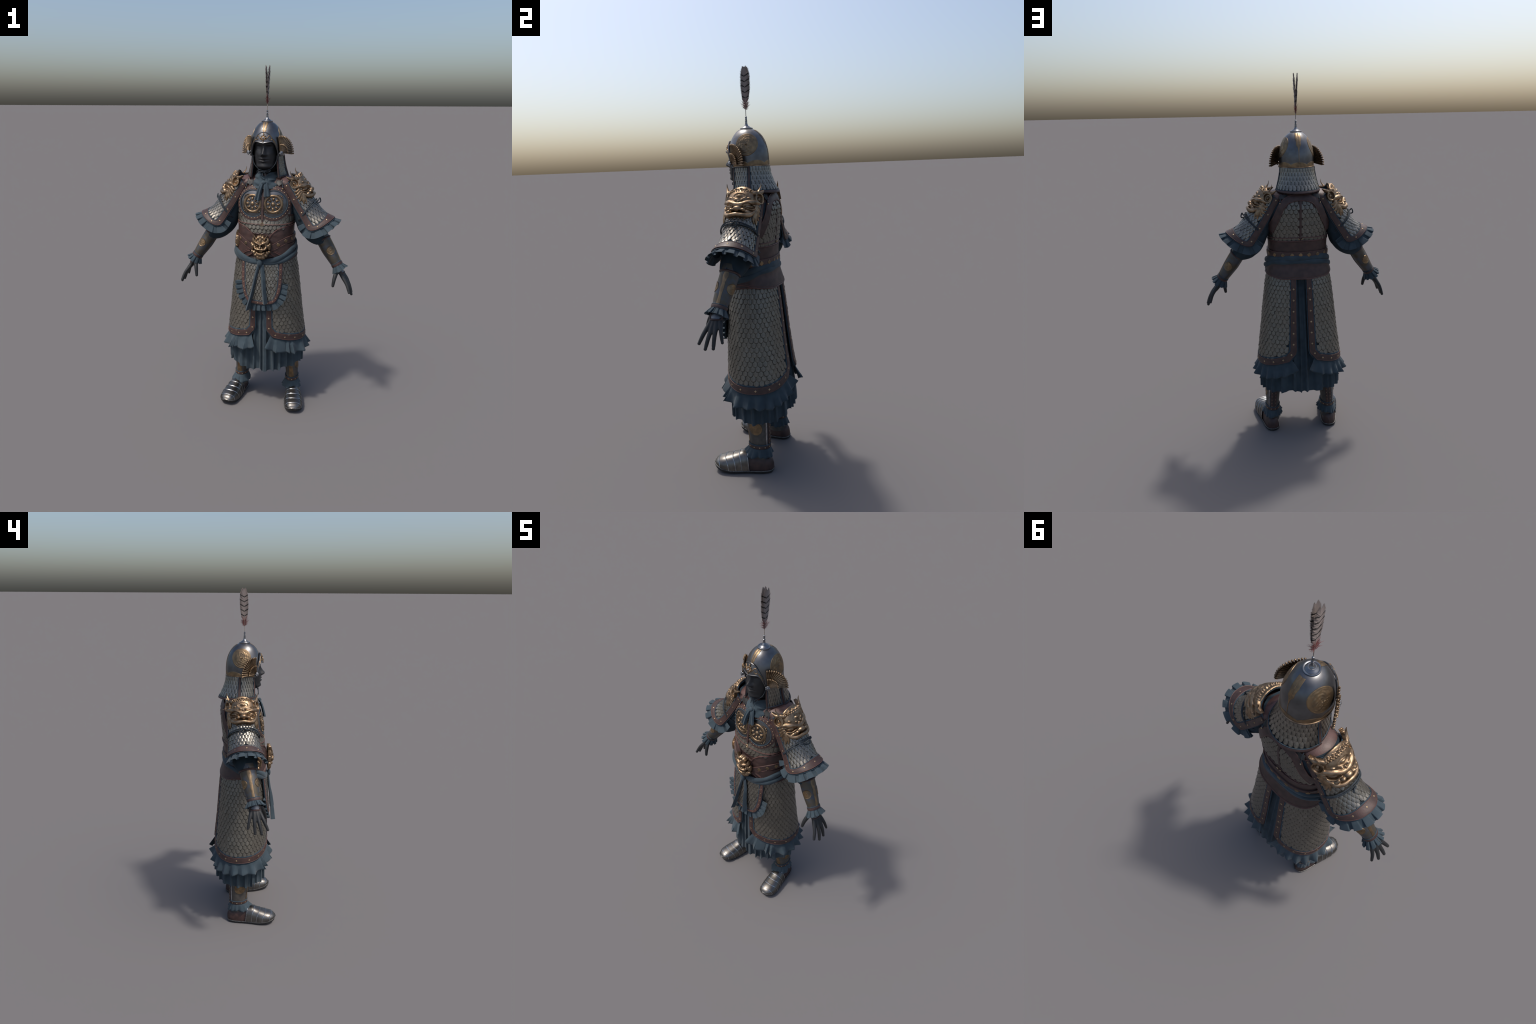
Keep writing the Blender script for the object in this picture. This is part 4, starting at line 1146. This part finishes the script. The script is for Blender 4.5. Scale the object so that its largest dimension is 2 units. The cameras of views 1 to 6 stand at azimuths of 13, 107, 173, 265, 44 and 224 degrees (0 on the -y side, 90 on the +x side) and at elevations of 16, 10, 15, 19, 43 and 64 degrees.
    for k, (c, e) in enumerate(zip(cuts, ends)):
        o = .0028 + .0010*(4-k) 
        th = np.linspace(0.02, PI-.02, 40); w = np.linspace(0, 1, 14)
        s0 = c[0]+(c[1]-c[0])*np.sin(th)**1.5; s1 = e[0]+(e[1]-e[0])*np.sin(th)**1.5
        S = s0[:, None]*(1-w)+s1[:, None]*w
        P = boot(S, np.repeat(th[:, None], 14, 1), o)
        P = P + A(0, 0, .0012)*np.sin(th)[:, None, None]*(w*1.0)[None, :, None]
        Nq = surf(lambda s_, t_: boot(s_, t_, o), S, np.repeat(th[:, None], 14, 1), BS)[1]
        if np.cross(P[20, 5]-P[19, 5], P[19, 6]-P[19, 5]) @ Nq[19, 5] < 0: P = P[::-1]; Nq = Nq[::-1]
        lm = mk('foot_lame', *shell(P, .0025, N=Nq), M_BOOT, b)
        if k < 4:
            mk('lame_edge', *tube(boot(s1-.0005, th, o+.0006), .0022, 6), M_BRIGHT, lm)
    mk('lame_edge', *tube(boot(np.full(30, cuts[0][0])+.010*np.sin(np.linspace(0, PI, 30)), np.linspace(.02, PI-.02, 30), .0065), .0020, 6), M_BRIGHT, b)
    # sole and welt
    ss = np.concatenate([np.linspace(-.002, .02, 8), np.linspace(.025, .255, 40), np.linspace(.258, L-.006, 12)])
    i = boot(ss, np.zeros_like(ss), .004); o = boot(ss[::-1], np.full_like(ss, PI), .004)
    ringp = np.vstack([i, o]); ringp[:, 2] = 0
    lift = np.concatenate([.026*np.clip((q*.3045/L-.17)/.1345, 0, 1)**1.8 for q in (ss, ss[::-1])])
    cen = ringp.mean(0)
    R = np.stack([ringp*.985+cen*.015 + A(0, 0, 1)*lift[:, None]*.85, ringp + A(0, 0, .003)+A(0, 0, 1)*lift[:, None], ringp + A(0, 0, .011)+A(0, 0, 1)*lift[:, None]])
    mk('sole', *fixring(loft(R)), M_SOLE, b)
    mk('welt', *ring_tube(ringp + A(0, 0, .012)+A(0, 0, 1)*lift[:, None], .0028), M_WELT, b)
    SIDE = 1

def fixring(VF):
    V, F = VF; c = V.mean(0); f = F[len(F)//4]; n = np.cross(V[f[1]]-V[f[0]], V[f[2]]-V[f[0]])
    return (V, [tuple(reversed(x)) for x in F]) if n @ (V[f[0]]-c) < 0 else (V, F)

# ---------- head, helmet, neck guard, scarf, plume
HELM = Body([(1.510, .0925, -.114, .088), (1.552, .0918, -.113, .088), (1.580, .0900, -.111, .083), (1.60, .0893, -.109, .083), (1.622, .0848, -.105, .078), (1.643, .077, -.100, .069), (1.657, .0695, -.0935, .060), (1.672, .058, -.084, .047), (1.684, .045, -.072, .033), (1.694, .029, -.052, .014), (1.700, .004, -.022, -.014)], 2.05)

def _helm_abc(z):
    # dome: one smooth superellipse profile above the brow line
    z = np.asarray(z, float)
    q = np.clip((z-1.545)/(1.7005-1.545), 0, .99999)
    k = (1-q**2.25)**(1/2.2)
    low = np.clip(1.545-z, 0, 1)
    return (.0918+.02*low)*k, -.0125-.0055*q**3+0*z, (.1005+.01*low)*k
HELM.abc = _helm_abc

def build_head():
    # face: oval sections with modelled brow, eyes, nose, lips and chin
    zt = np.linspace(1.40, 1.665, 130); th = np.linspace(-PI, PI, 120, endpoint=False)
    T, Z = np.meshgrid(th, zt, indexing='ij')
    a = curve1(Z, [1.40, 1.43, 1.447, 1.465, 1.49, 1.53, 1.57, 1.61, 1.645, 1.665], [.048, .050, .053, .0575, .063, .0695, .072, .069, .05, .02])
    f = curve1(Z, [1.40, 1.425, 1.440, 1.449, 1.460, 1.475, 1.497, 1.52, 1.55, 1.567, 1.58, 1.61, 1.645, 1.665], [-.045, -.050, -.075, -.100, -.1125, -.1095, -.1115, -.1095, -.1035, -.104, -.1075, -.104, -.075, -.03])
    b = curve1(Z, [1.40, 1.45, 1.5, 1.56, 1.62, 1.665], [.045, .05, .07, .08, .06, .01])
    yc = (f+b)/2; d = (b-f)/2
    x = a*sgnpow(np.sin(T), .95); y = yc-d*sgnpow(np.cos(T), .9)
    fr = np.clip(np.cos(T), 0, 1)
    g = lambda cx, cz, sx, sz: np.exp(-((np.abs(x)-cx)/sx)**2-((Z-cz)/sz)**2)
    na = curve1(Z, [1.510, 1.518, 1.526, 1.533, 1.545, 1.560, 1.572, 1.585], [0, .008, .023, .0265, .019, .010, .004, 0.])*(Z > 1.508)*(Z < 1.588)
    nw = curve1(Z, [1.51, 1.525, 1.54, 1.57], [.0125, .0125, .0095, .0075])
    y = y - na*np.exp(-(np.abs(x)/nw)**2.6)
    y = y - .009*g(.0115, 1.523, .0065, .008) + .004*g(.007, 1.5165, .004, .0035)
    y = y + .013*g(.029, 1.563, .015, .0095) - .0075*g(.030, 1.561, .0115, .0070) + .0022*g(.030, 1.5585, .013, .0013) - .0012*g(.030, 1.5565, .012, .0015)
    y = y - .006*g(.026, 1.582, .020, .007)
    y = y - .0062*g(.0, 1.504, .017, .0042) - .0068*g(.0, 1.4885, .015, .0052) + .0068*g(0, 1.4962, .022, .0016) + .003*g(0, 1.512, .004, .005) + .003*g(0, 1.479, .014, .004)
    y = y - .004*g(.038, 1.535, .016, .018)
    G = np.stack([x, y, Z], -1)
    n, m, _ = G.shape
    V = G.reshape(-1, 3); F = grid_faces(n, m, cu=True)
    mk('head', V, F, M_BODY, ang=None)
    mk('neck', *tube(path([(0, .012, 1.33), (0, .006, 1.44)], 12), .050, 32), M_BODY)

def build_helmet():
    global SIDE
    th = np.linspace(-PI, PI, 240, endpoint=False)
    at = np.abs(th)
    def lower(t):
        t = np.abs(t); x = .09*np.sin(t)
        arch = curve1(t, [0, .22, .46, .62, .74, .85, .95], [1.588, 1.592, 1.595, 1.586, 1.568, 1.544, 1.516])
        return np.where(t < .95, arch, 1.516)
    lo = lower(th); w = np.linspace(0, 1, 60)**1.0
    top = 1.6995
    Z = lo[:, None] + (top-lo[:, None])*np.sin(w*PI/2)**1.0
    G = HELM(np.repeat(th[:, None], 60, 1), -Z)
    yy = unit(G - A(0, -.015, 1.56))
    hel = mk('helmet', *fixring(shell(G, .0035, cu=True, N=yy)), M_STEEL, ang=60)
    HS = -1 if surf(HELM, np.array([1.5]), np.array([-1.58]), 1)[1][0][0] < 0 else 1
    edge = np.stack([th, -lo], 1)
    mk('helmet_rim', *ring_tube(HELM(th, -lo, .001), .003, N=yy[:, 0]), M_STEEL, hel)
    # gold: lower scalloped band, back flame, front stripe, side medallions
    for sd in (1, -1):
        SIDE = sd
        t = np.linspace(1.05, PI, 140); sc = np.abs(np.sin((PI-t)*3.5+PI/2))**.7
        hi = 1.533 + .014*sc*np.clip((t-1.05)/.5, 0.2, 1)
        mk('helmet_band', *ribbon(HELM, np.stack([t, np.full(140, -1.519)], 1), np.stack([t, -hi], 1), HS, .0008, k=6, crown=.0003, base=-.001), M_INLAY, hel)
        mk('helmet_band_rim', *piping(HELM, np.stack([t, np.full(140, -1.520)], 1), HS, .0030, .001), M_GOLD, hel)
        # medallion: circle in the (y,z) plane thrown on the dome, with rim and knotwork relief
        rr = np.linspace(.02, 1, 26); pp = np.linspace(0, 2*PI, 64, endpoint=False)
        Yc, Zc, R = .003, 1.6185, .0535
        yq = Yc + R*rr[:, None]*np.cos(pp); zq = Zc + R*rr[:, None]*np.sin(pp)
        a_, yc, d = HELM.abc(zq)
        X = a_*np.maximum(0, 1-np.abs((yq-yc)/d)**2.05)**(1/2.05)
        P = np.stack([X, yq, zq], -1); N = unit(P-A(0, -.012, 1.55))
        q = rr[:, None]
        wv = np.sin(q*20+2.2*np.sin(pp*3))*np.sin(pp*6+q*8)
        hh = .0010 + .0013*np.exp(-((q-.93)/.035)**2) + .0008*np.exp(-((q-.82)/.02)**2) + .0012*np.clip(wv, -.4, 1)*(q < .78) - .003*(q > .995)
        V, F = loft(P+N*hh[..., None])
        f = F[60]; nn = np.cross(V[f[1]]-V[f[0]], V[f[2]]-V[f[0]])
        if nn[0] < 0: F = [tuple(reversed(z)) for z in F]
        mk('helmet_medallion', V, F, M_INLAY, hel)
    SIDE = 1
    z = np.linspace(1.694, 1.635, 30); w = .016-.010*((1.694-z)/.06)+.0015*np.sin(z*400)
    FXH = HELM.xz(.0)
    for k in (-1, 1):
        mk('helmet_front_inlay', *ribbon(FXH, np.stack([k*np.full(30, .0012), -z], 1), np.stack([k*w, -z], 1), -1, .0009, k=5, base=-.001, crown=.0003), M_INLAY, hel)
    z = np.linspace(1.690, 1.535, 70)
    w = np.interp(z, [1.535, 1.60, 1.612, 1.622, 1.632, 1.645, 1.665, 1.690], [.0014, .0014, .003, .006, .0135, .012, .016, .014])
    def bk(x, v):
        a_, yc, d = HELM.abc(-v)
        return np.stack(np.broadcast_arrays(x, yc+d*np.maximum(0, 1-np.abs(x/a_)**2.05)**(1/2.05), -v), -1)
    for k in (-1, 1):
        mk('helmet_back_inlay', *ribbon(bk, np.stack([k*np.full(70, .0004), -z], 1), np.stack([k*w, -z], 1), 1, .0010, k=5, base=-.001, crown=.0004), M_INLAY, hel)
    mk('helmet_seam', *tube(bk(np.zeros(40), -np.linspace(1.69, 1.522, 40)) + A(0, .0008, 0), .0012, 5), M_GOLD, hel)
    # crown plate and spire
    c = A(0, -.018, 1.7010)
    fin = revolve([(.0, -.004), (.0300, -.012), (.0312, -.0060), (.0312, -.0010), (.0295, .0008), (.0262, .0008), (.0245, -.0002), (.0205, .0042), (.0165, .0064), (.0150, .0085), (.0132, .0088), (.0115, .0086), (.0102, .0115), (.0085, .0130), (.0072, .0170), (.0058, .0195), (.0052, .0215)], c, 40)
    mk('crown_plate', *fixring(fin), M_BRIGHTD, hel)
    sp = revolve([(.0056, .0155), (.0062, .019), (.0050, .032), (.0062, .0335), (.0062, .0350), (.0042, .0365), (.0042, .041), (.0056, .0425), (.0042, .0450), (.0042, .0480), (.0052, .0505), (.0044, .0545), (.001, .0570)], c, 18)
    mk('spire', *fixring(sp), M_BRIGHTD, hel)
    # forehead plate
    t = np.linspace(-.86, .86, 90); w = np.linspace(0, 1, 14)
    lo = np.where(np.abs(t) < .92, lower(t), 1.54)-.001
    hi = np.interp(np.abs(t), [0, .2, .4, .6, .75, .86], [1.643, 1.640, 1.629, 1.605, 1.582, 1.560])
    off = (.010*np.cos(t/.86*PI/2)**.8+.003)
    Z = lo[:, None]*(1-w)+hi[:, None]*w
    base = HELM(np.repeat(t[:, None], 14, 1), -Z)
    O = unit(base*A(1, 1, 0)-A(0, -.012, 0))
    G = base + O*(off[:, None]*(1.0-.40*w))[..., None]
    br = mk('forehead_plate', *fixring(shell(G, .003, N=O)), M_STEEL, hel)
    mk('forehead_plate_rim', *Geo().add(tube(G[:, -1], .0026, 7)).add(tube(G[:, 0], .0030, 7)).out(), M_STEEL, br)
    def bf(tt, ww):   # point on the plate
        i = np.interp(tt, t, np.arange(len(t))); j = np.asarray(ww)*13
        i0 = np.clip(i.astype(int), 0, 88); j0 = np.clip(j.astype(int), 0, 12); fi = (i-i0)[:, None]; fj = (j-j0)[:, None]
        return (G[i0, j0]*(1-fi)+G[i0+1, j0]*fi)*(1-fj)+(G[i0, j0+1]*(1-fi)+G[i0+1, j0+1]*fi)*fj
    g = Geo()
    for k in (1, -1):
        for pts in ([(.13, .30), (.22, .5), (.33, .82), (.42, .86), (.52, .55), (.62, .22)], [(.30, .45), (.36, .30), (.43, .28), (.47, .45)], [(.52, .50), (.6, .62), (.7, .45), (.76, .25)]):
            e = path(pts, 30); P = bf(k*e[:, 0], e[:, 1]) ; g.add(tube(P + unit(P*A(1, 1, 0))*.001, .0024, 6))
    mk('forehead_scroll', *g.out(), M_INLAY, br)
    # rosette
    cz, cy = 1.614, float(G[45, 7, 1])-.001
    def ros(x, v): return np.stack(np.broadcast_arrays(x, cy+0*x+1.5*x*x+(-v-cz)*.28, -v), -1)
    def H(a, b):
        x, z = a, -b-cz; r = np.hypot(x, z); tt = np.arctan2(x, z)
        h = dome(x, z, 0, 0, .0115, .0115, .006)
        for k in range(8):
            q = k*PI/4; rr = .0135 if k % 2 else .0150
            h = np.maximum(h, dome(x*math.cos(q)-z*math.sin(q), x*math.sin(q)+z*math.cos(q), 0, rr-.003, .0042, .0062, .0065 if k % 2 else .007))
        h = np.maximum(h, dome(x, z, 0, .021, .004, .006, .005)); h = np.maximum(h, dome(x, z, 0, -.021, .003, .0055, .005))
        return h
    relief('rosette', ros, -1, (-.022, .022), (-cz-.028, -cz+.028), 90, 110, H, M_GOLD, br, blur=1, base=-.002)
    mk('rosette_jewel', *Geo().add(ball((0, cy-.008, cz), (.0038, .003, .0038), 10)).add(ring_tube(np.stack([.0045*np.cos(np.linspace(0, 2*PI, 20, endpoint=False)), np.full(20, cy-.0072), cz+.0045*np.sin(np.linspace(0, 2*PI, 20, endpoint=False))], 1), .001, N=None)).out(), M_BRIGHT, br)
    # winged fans beside the temples
    for sd in (1, -1):
        SIDE = sd
        o = A(.083, -.073, 1.533); e = unit(A(.62, .785, 0)); n = unit(A(.785, -.62, 0.0))
        for r0, r1t, r1b, nv, lift, wname in ((.012, .090, .102, 14, 0., 'wing_fan'), (.010, .046, .056, 11, .007, 'small_wing_fan')):
            g = Geo(); a0, a1 = math.radians(96), math.radians(-8)
            for k in range(nv):
                aa = a0+(a1-a0)*(k+.5)/nv; da = abs(a1-a0)/nv*.525
                r1 = r1t+(r1b-r1t)*(k/(nv-1))
                s = np.linspace(0, 1, 14)
                rr = r0+(r1-r0)*s
                prof = np.where(s < .86, 1, np.sqrt(np.clip(1-((s-.86)/.14)**2, 0, 1))*.8+.2)
                Gv = []
                for c in np.linspace(-1, 1, 7):
                    ang = aa+da*c*prof
                    hgt = (.0012+.0042*s)*(1-abs(c))**.7 + lift + .0010*s*c - .004*s*s
                    bead = .0022*np.exp(-((s-.93)/.05)**2)*(1-c*c)
                    Gv.append(o + (rr*np.cos(ang))[:, None]*e + (rr*np.sin(ang))[:, None]*A(0, 0, 1) + (hgt+bead)[:, None]*n)
                Gv = np.array(Gv)
                N = np.broadcast_to(n, Gv.shape)
                if np.cross(Gv[1, 5]-Gv[0, 5], Gv[0, 6]-Gv[0, 5]) @ n < 0: Gv = Gv[::-1]
                mk(wname+'_vane', *shell(Gv, .002, N=N), M_BRONZE, hel)
                dd = e*math.cos(aa)+A(0, 0, math.sin(aa)); bw = r1*da*.72
                g.add(ball(o + dd*(r1-.0035) + n*(lift+.0005), (1, 1, 1), 8, np.stack([dd*.0062, np.cross(n, dd)*bw, n*.0042], 1)))
            mk(wname+'_bead', *g.out(), M_GOLD, hel, stuff=True)
        g = Geo()
        for k in range(7):
            q = k*2*PI/7; c = o + n*.012 + e*.0088*math.cos(q) + A(0, 0, .0088*math.sin(q)); g.add(ball(c, .0042, 8))
        g.add(ball(o+n*.011, (.0075, .0075, .0075), 10)); g.add(ball(o+n*.006, (.008, .008, .008), 10))
        mk('flower_boss', *g.out(), M_BRIGHTD, hel)
    SIDE = 1

def build_neck_guard():
    global SIDE
    def av(u, v, off=0.):
        u, v = np.broadcast_arrays(np.asarray(u, float), np.asarray(v, float))
        q = np.clip(v, -.1, 1.1)
        fl = np.sign(q)*np.abs(q)**1.55
        cb = np.clip(-np.cos(u), 0, 1); sb = np.abs(np.sin(u))
        a = .0905+np.interp(np.abs((u+PI) % (2*PI)-PI), [1.2, 1.7, 2.2], [.014, .026, .033])*fl + off; f = .1135+.002*fl+off; b = .087+.045*fl+off
        z = 1.517 - (.122+.006*cb)*q
        c = np.cos(u)
        return np.stack([a*np.sin(u), np.where(c > 0, -f*c, -b*c), z], -1)
    S = 1 if surf(av, np.array([1.5]), np.array([.5]), 1)[1][0][0] > 0 else -1
    # rear curtain
    def piece(name, u0, u1, off, vrows, wid, scale, front=False):
        fn = (lambda u, v: av(u, v, off))
        u = np.linspace(u0, u1, 60); v = np.linspace(0, 1, 20)
        G = fn(u[:, None], v[None, :]); _, N = surf(fn, np.repeat(u[:, None], 20, 1), np.repeat(v[None], 60, 0), S)
        if np.cross(G[1, 5]-G[0, 5], G[0, 6]-G[0, 5]) @ N[0, 5] < 0: G2, N2 = G[::-1], N[::-1]
        else: G2, N2 = G, N
        p = mk(name, *shell(G2, .003, N=N2), M_CLOTHD)
        t = np.linspace(0, 1, 30)
        du = .095
        for ua, ub in ((u0, u0+du), (u1-du, u1)):
            mk('neck_guard_border', *ribbon(fn, np.stack([np.full(30, ua), t], 1), np.stack([np.full(30, ub), t], 1), S, .0055, k=5), M_LEATHER, p)
            uu = ub if ua == u0 else ua
            mk('neck_guard_piping', *piping(fn, np.stack([np.full(30, uu), t], 1), S, .0020, .0048), M_PIPE, p)
        uu = np.linspace(u0, u1, 80)
        mk('neck_guard_border', *ribbon(fn, np.stack([uu, np.full(80, .915)], 1), np.stack([uu, np.full(80, 1.0)], 1), S, .0055, k=5), M_LEATHER, p)
        mk('neck_guard_piping', *piping(fn, np.stack([uu, np.full(80, .905)], 1), S, .0020, .0048), M_PIPE, p)
        mask = lambda a, v: v < .80
        place_scales('neck_guard_scale', fn, S, (u0+du+.02, u1-du-.02), vrows, wid, scale, M_SCALE, p, mask, tilt=.09, lift=.0012, seed=13)
    rows = np.arange(-.03, .80, .175)
    piece('neck_guard', 1.72, 2*PI-1.72, .0, rows, .0168, (.0158, .0315))
    for sd in (1, -1):
        SIDE = sd
        piece('cheek_guard', .88, 1.76, -.006, rows, .0150, (.0140, .0315), True)
    SIDE = 1

def build_scarf():
    th = np.linspace(.0, 2*PI, 120, endpoint=False); q = np.linspace(0, 1, 16)
    rows = []
    for t in q:
        z = 1.425-.068*t - .018*t*np.clip(np.cos(th), 0, 1)
        a = .060+.044*t**1.2; f = .076+.034*t**1.0; b = .060+.030*t
        wr = .0030*np.sin(th*3+t*14)+.0022*np.sin(th*7-t*20)
        vee = .022*np.exp(-(np.minimum(th, 2*PI-th)/.28)**2)*(1-t)
        rows.append(np.stack([(a+wr)*np.sin(th), .000-np.where(np.cos(th) > 0, f, b)*np.cos(th)-wr*np.cos(th), z-vee], 1))
    G = np.array(rows).transpose(1, 0, 2)
    s = mk('scarf', *fixring(shell(G, .003, cu=True, N=unit(G*A(1, 1, 0)))), M_CLOTH)
    k = A(.002, -.105, 1.372)
    kn = mk('scarf_knot', *ball(k, (.014, .011, .012), 12), M_CLOTH, s)
    for pts, w0, w1, sh in (([k+A(-.004,0,.004), k+A(-.012, -.013, -.012), k+A(-.022, -.024, -.045), k+A(-.032, -.034, -.094)], .009, .0165, .5), ([k+A(.004,0,.004), k+A(.010, -.012, -.012), k+A(.017, -.022, -.04), k+A(.021, -.030, -.072)], .009, .0185, -.4)):
        P = path(pts, 30); t = np.linspace(0, 1, 30); T = tangents(P); X = unit(np.cross(A(0, 1, 0), T)); X = X*np.sign(X[:, :1])
        W = w0+(w1-w0)*t**.7
        c = np.linspace(-1, 1, 13)
        Gq = P[:, None] + X[:, None]*(W[:, None]*c[None])[..., None] + A(0, 1, 0)*(.0055*np.cos(c*5+sh)[None]*t[:, None]**.5 + .010*np.abs(c)[None]**1.5)[..., None]
        if np.cross(Gq[1, 5]-Gq[0, 5], Gq[0, 6]-Gq[0, 5])[1] > 0: Gq = Gq[:, ::-1]
        N = grid_normals(Gq)
        mk('scarf_tail', *shell(Gq, .0025, N=N), M_CLOTH, kn)
    # chin cord with small bow
    g = Geo()
    for k in (-1, 1):
        g.add(tube(path([(k*.073, -.072, 1.545), (k*.069, -.074, 1.505), (k*.056, -.080, 1.468), (k*.028, -.088, 1.443), (0, -.092, 1.437)], 30), .0019, 6))
        g.add(tube(path([(0, -.094, 1.436), (k*.016, -.097, 1.440), (k*.034, -.092, 1.440), (k*.030, -.093, 1.432), (k*.012, -.096, 1.431), (0, -.096, 1.435)], 30), .0022, 6))
        g.add(tube(path([(0, -.096, 1.434), (k*.006, -.096, 1.422), (k*.009, -.098, 1.404)], 14), .0019, 6))
    mk('chin_cord', *g.out(), M_CORD)
    # standing leather collar inside the scarf
    th = np.linspace(0, 2*PI, 60, endpoint=False)
    R = np.array([np.stack([(.052+dr)*np.sin(th), .004-(.060+dr)*np.cos(th), np.full(60, z)], 1) for z, dr in ((1.36, .01), (1.39, .003), (1.412, 0), (1.412, -.004), (1.38, -.004))])
    mk('leather_collar', *fixring(loft(R, False)), M_LEATHERR)

def build_plume():
    base = A(0, -.018, 1.748)
    for k in (-1, 1):
        tip = A(k*.0105, -.014, 1.980)
        P = path([base, base+A(k*.0012, .0005, .05), base+A(k*.0045, .0025, .13), tip], 60)
        t = np.linspace(0, 1, 60)
        fe = mk('feather', *tube(P, .0013*(1-t)+.0003, 6), M_QUILL)
        # barbs: overlapping slender blades, shorter and fluffy at the base
        rng = np.random.default_rng(60+k)
        g = Geo()
        for s in (-1, 1):
            for q in np.linspace(.175, .985, 190):
                p = A(*[np.interp(q, t, P[:, j]) for j in range(3)])
                fl = q < .30
                ln = float(np.interp(q, [.17, .22, .28, .34, .45, .6, .8, .9, .96, 1.0], [.010, .017, .019, .022, .028, .029, .026, .022, .016, .008]))*(1+(.35 if fl else .07)*rng.normal())
                up = (.62 if not fl else -.1+.9*rng.random())
                d = unit(A(.10*rng.normal()*(3 if fl else .6), s, up*(1.3+1.6*max(0, q-.85)/.15)))
                L_ = np.linspace(0, 1, 5)
                Q = p + L_[:, None]*ln*d + A(0, 0, 1)*(L_**2*ln*.25)[:, None]
                w = (.0011 if not fl else .0006)*(1-.75*L_**2)
                x = A(.0005, 0, 0)
                up_ = A(0, -s*.5, .85)
                ring = np.stack([Q+up_*w[:, None], Q+x, Q-up_*w[:, None], Q-x], 1)
                g.add(loft(ring))
        mk('feather_vane', *g.out(), M_FEATHER, fe, stuff=True)

# ---------- special materials
M_BRIGHTD = material('polished_steel', (.25, .26, .28), (.18, .185, .195), rough=.24, rough2=.34, metal=1., nscale=40, bump=0)
M_WELTD = material('grey_buckle', (.065, .064, .062), (.04, .04, .04), rough=.5, metal=.8, nscale=60, bump=.1)
M_BOOT = material('brushed_steel_sabaton', (.20, .19, .175), (.125, .118, .11), rough=.30, rough2=.45, metal=1., nscale=30, bump=.05)
M_WELT = material('grey_welt', (.16, .155, .15), (.07, .068, .066), rough=.4, metal=.7, nscale=120, bump=.2)
M_QUILL = material('quill', (.30, .26, .22), (.2, .17, .14), rough=.5, nscale=60, bump=0)
M_VAMB = material('blued_worn_guard', (.070, .078, .092), (.080, .068, .050), rough=.38, rough2=.55, metal=.55, nscale=28, bump=.2, bscale=220, lo=.42, hi=.6)

def feather_material():
    m = bpy.data.materials.new('barred_feather'); m.use_nodes = True
    nt = m.node_tree; N = nt.nodes; Lk = nt.links.new; b = N['Principled BSDF']
    tc = N.new('ShaderNodeTexCoord'); sx = N.new('ShaderNodeSeparateXYZ'); Lk(tc.outputs['Object'], sx.inputs[0])
    def math_(op, a, b_=None):
        n = N.new('ShaderNodeMath'); n.operation = op
        for i, v in enumerate((a, b_)):
            if v is None: continue
            if isinstance(v, (int, float)): n.inputs[i].default_value = v
            else: Lk(v, n.inputs[i])
        return n.outputs[0]
    y = math_('ABSOLUTE', math_('ADD', sx.outputs['Y'], .016))
    h = math_('SUBTRACT', sx.outputs['Z'], math_('MULTIPLY', y, .55))        # chevrons
    noise = N.new('ShaderNodeTexNoise'); noise.inputs['Scale'].default_value = 240; Lk(tc.outputs['Object'], noise.inputs['Vector'])
    h2 = math_('ADD', h, math_('MULTIPLY', math_('SUBTRACT', noise.outputs['Fac'], .5), .004))
    bars = math_('PINGPONG', math_('SUBTRACT', h2, 1.842), .0125)
    bar = math_('LESS_THAN', bars, .0030)
    mid = math_('MULTIPLY', bar, math_('LESS_THAN', h2, 1.955))
    c1 = N.new('ShaderNodeMix'); c1.data_type = 'RGBA'; c1.inputs[6].default_value = (.33, .275, .25, 1); c1.inputs[7].default_value = (.03, .026, .024, 1); Lk(mid, c1.inputs[0])
    red = N.new('ShaderNodeMapRange'); red.inputs['From Min'].default_value = 1.840; red.inputs['From Max'].default_value = 1.812; Lk(h2, red.inputs[0])
    c2 = N.new('ShaderNodeMix'); c2.data_type = 'RGBA'; c2.inputs[7].default_value = (.23, .07, .065, 1); Lk(red.outputs[0], c2.inputs[0]); Lk(c1.outputs[2], c2.inputs[6])
    Lk(c2.outputs[2], b.inputs['Base Color']); b.inputs['Roughness'].default_value = .6
    tr = N.new('ShaderNodeBsdfTranslucent'); Lk(c2.outputs[2], tr.inputs[0]); ms = N.new('ShaderNodeMixShader'); ms.inputs[0].default_value = .25
    Lk(b.outputs[0], ms.inputs[1]); Lk(tr.outputs[0], ms.inputs[2]); Lk(ms.outputs[0], N['Material Output'].inputs[0])
    return m
M_FEATHER = feather_material()

build_torso()
build_belt()
build_skirt()
for sd in (1, -1):
    build_arm(sd)
    build_leg(sd)
build_head()
build_helmet()
build_neck_guard()
build_scarf()
build_plume()
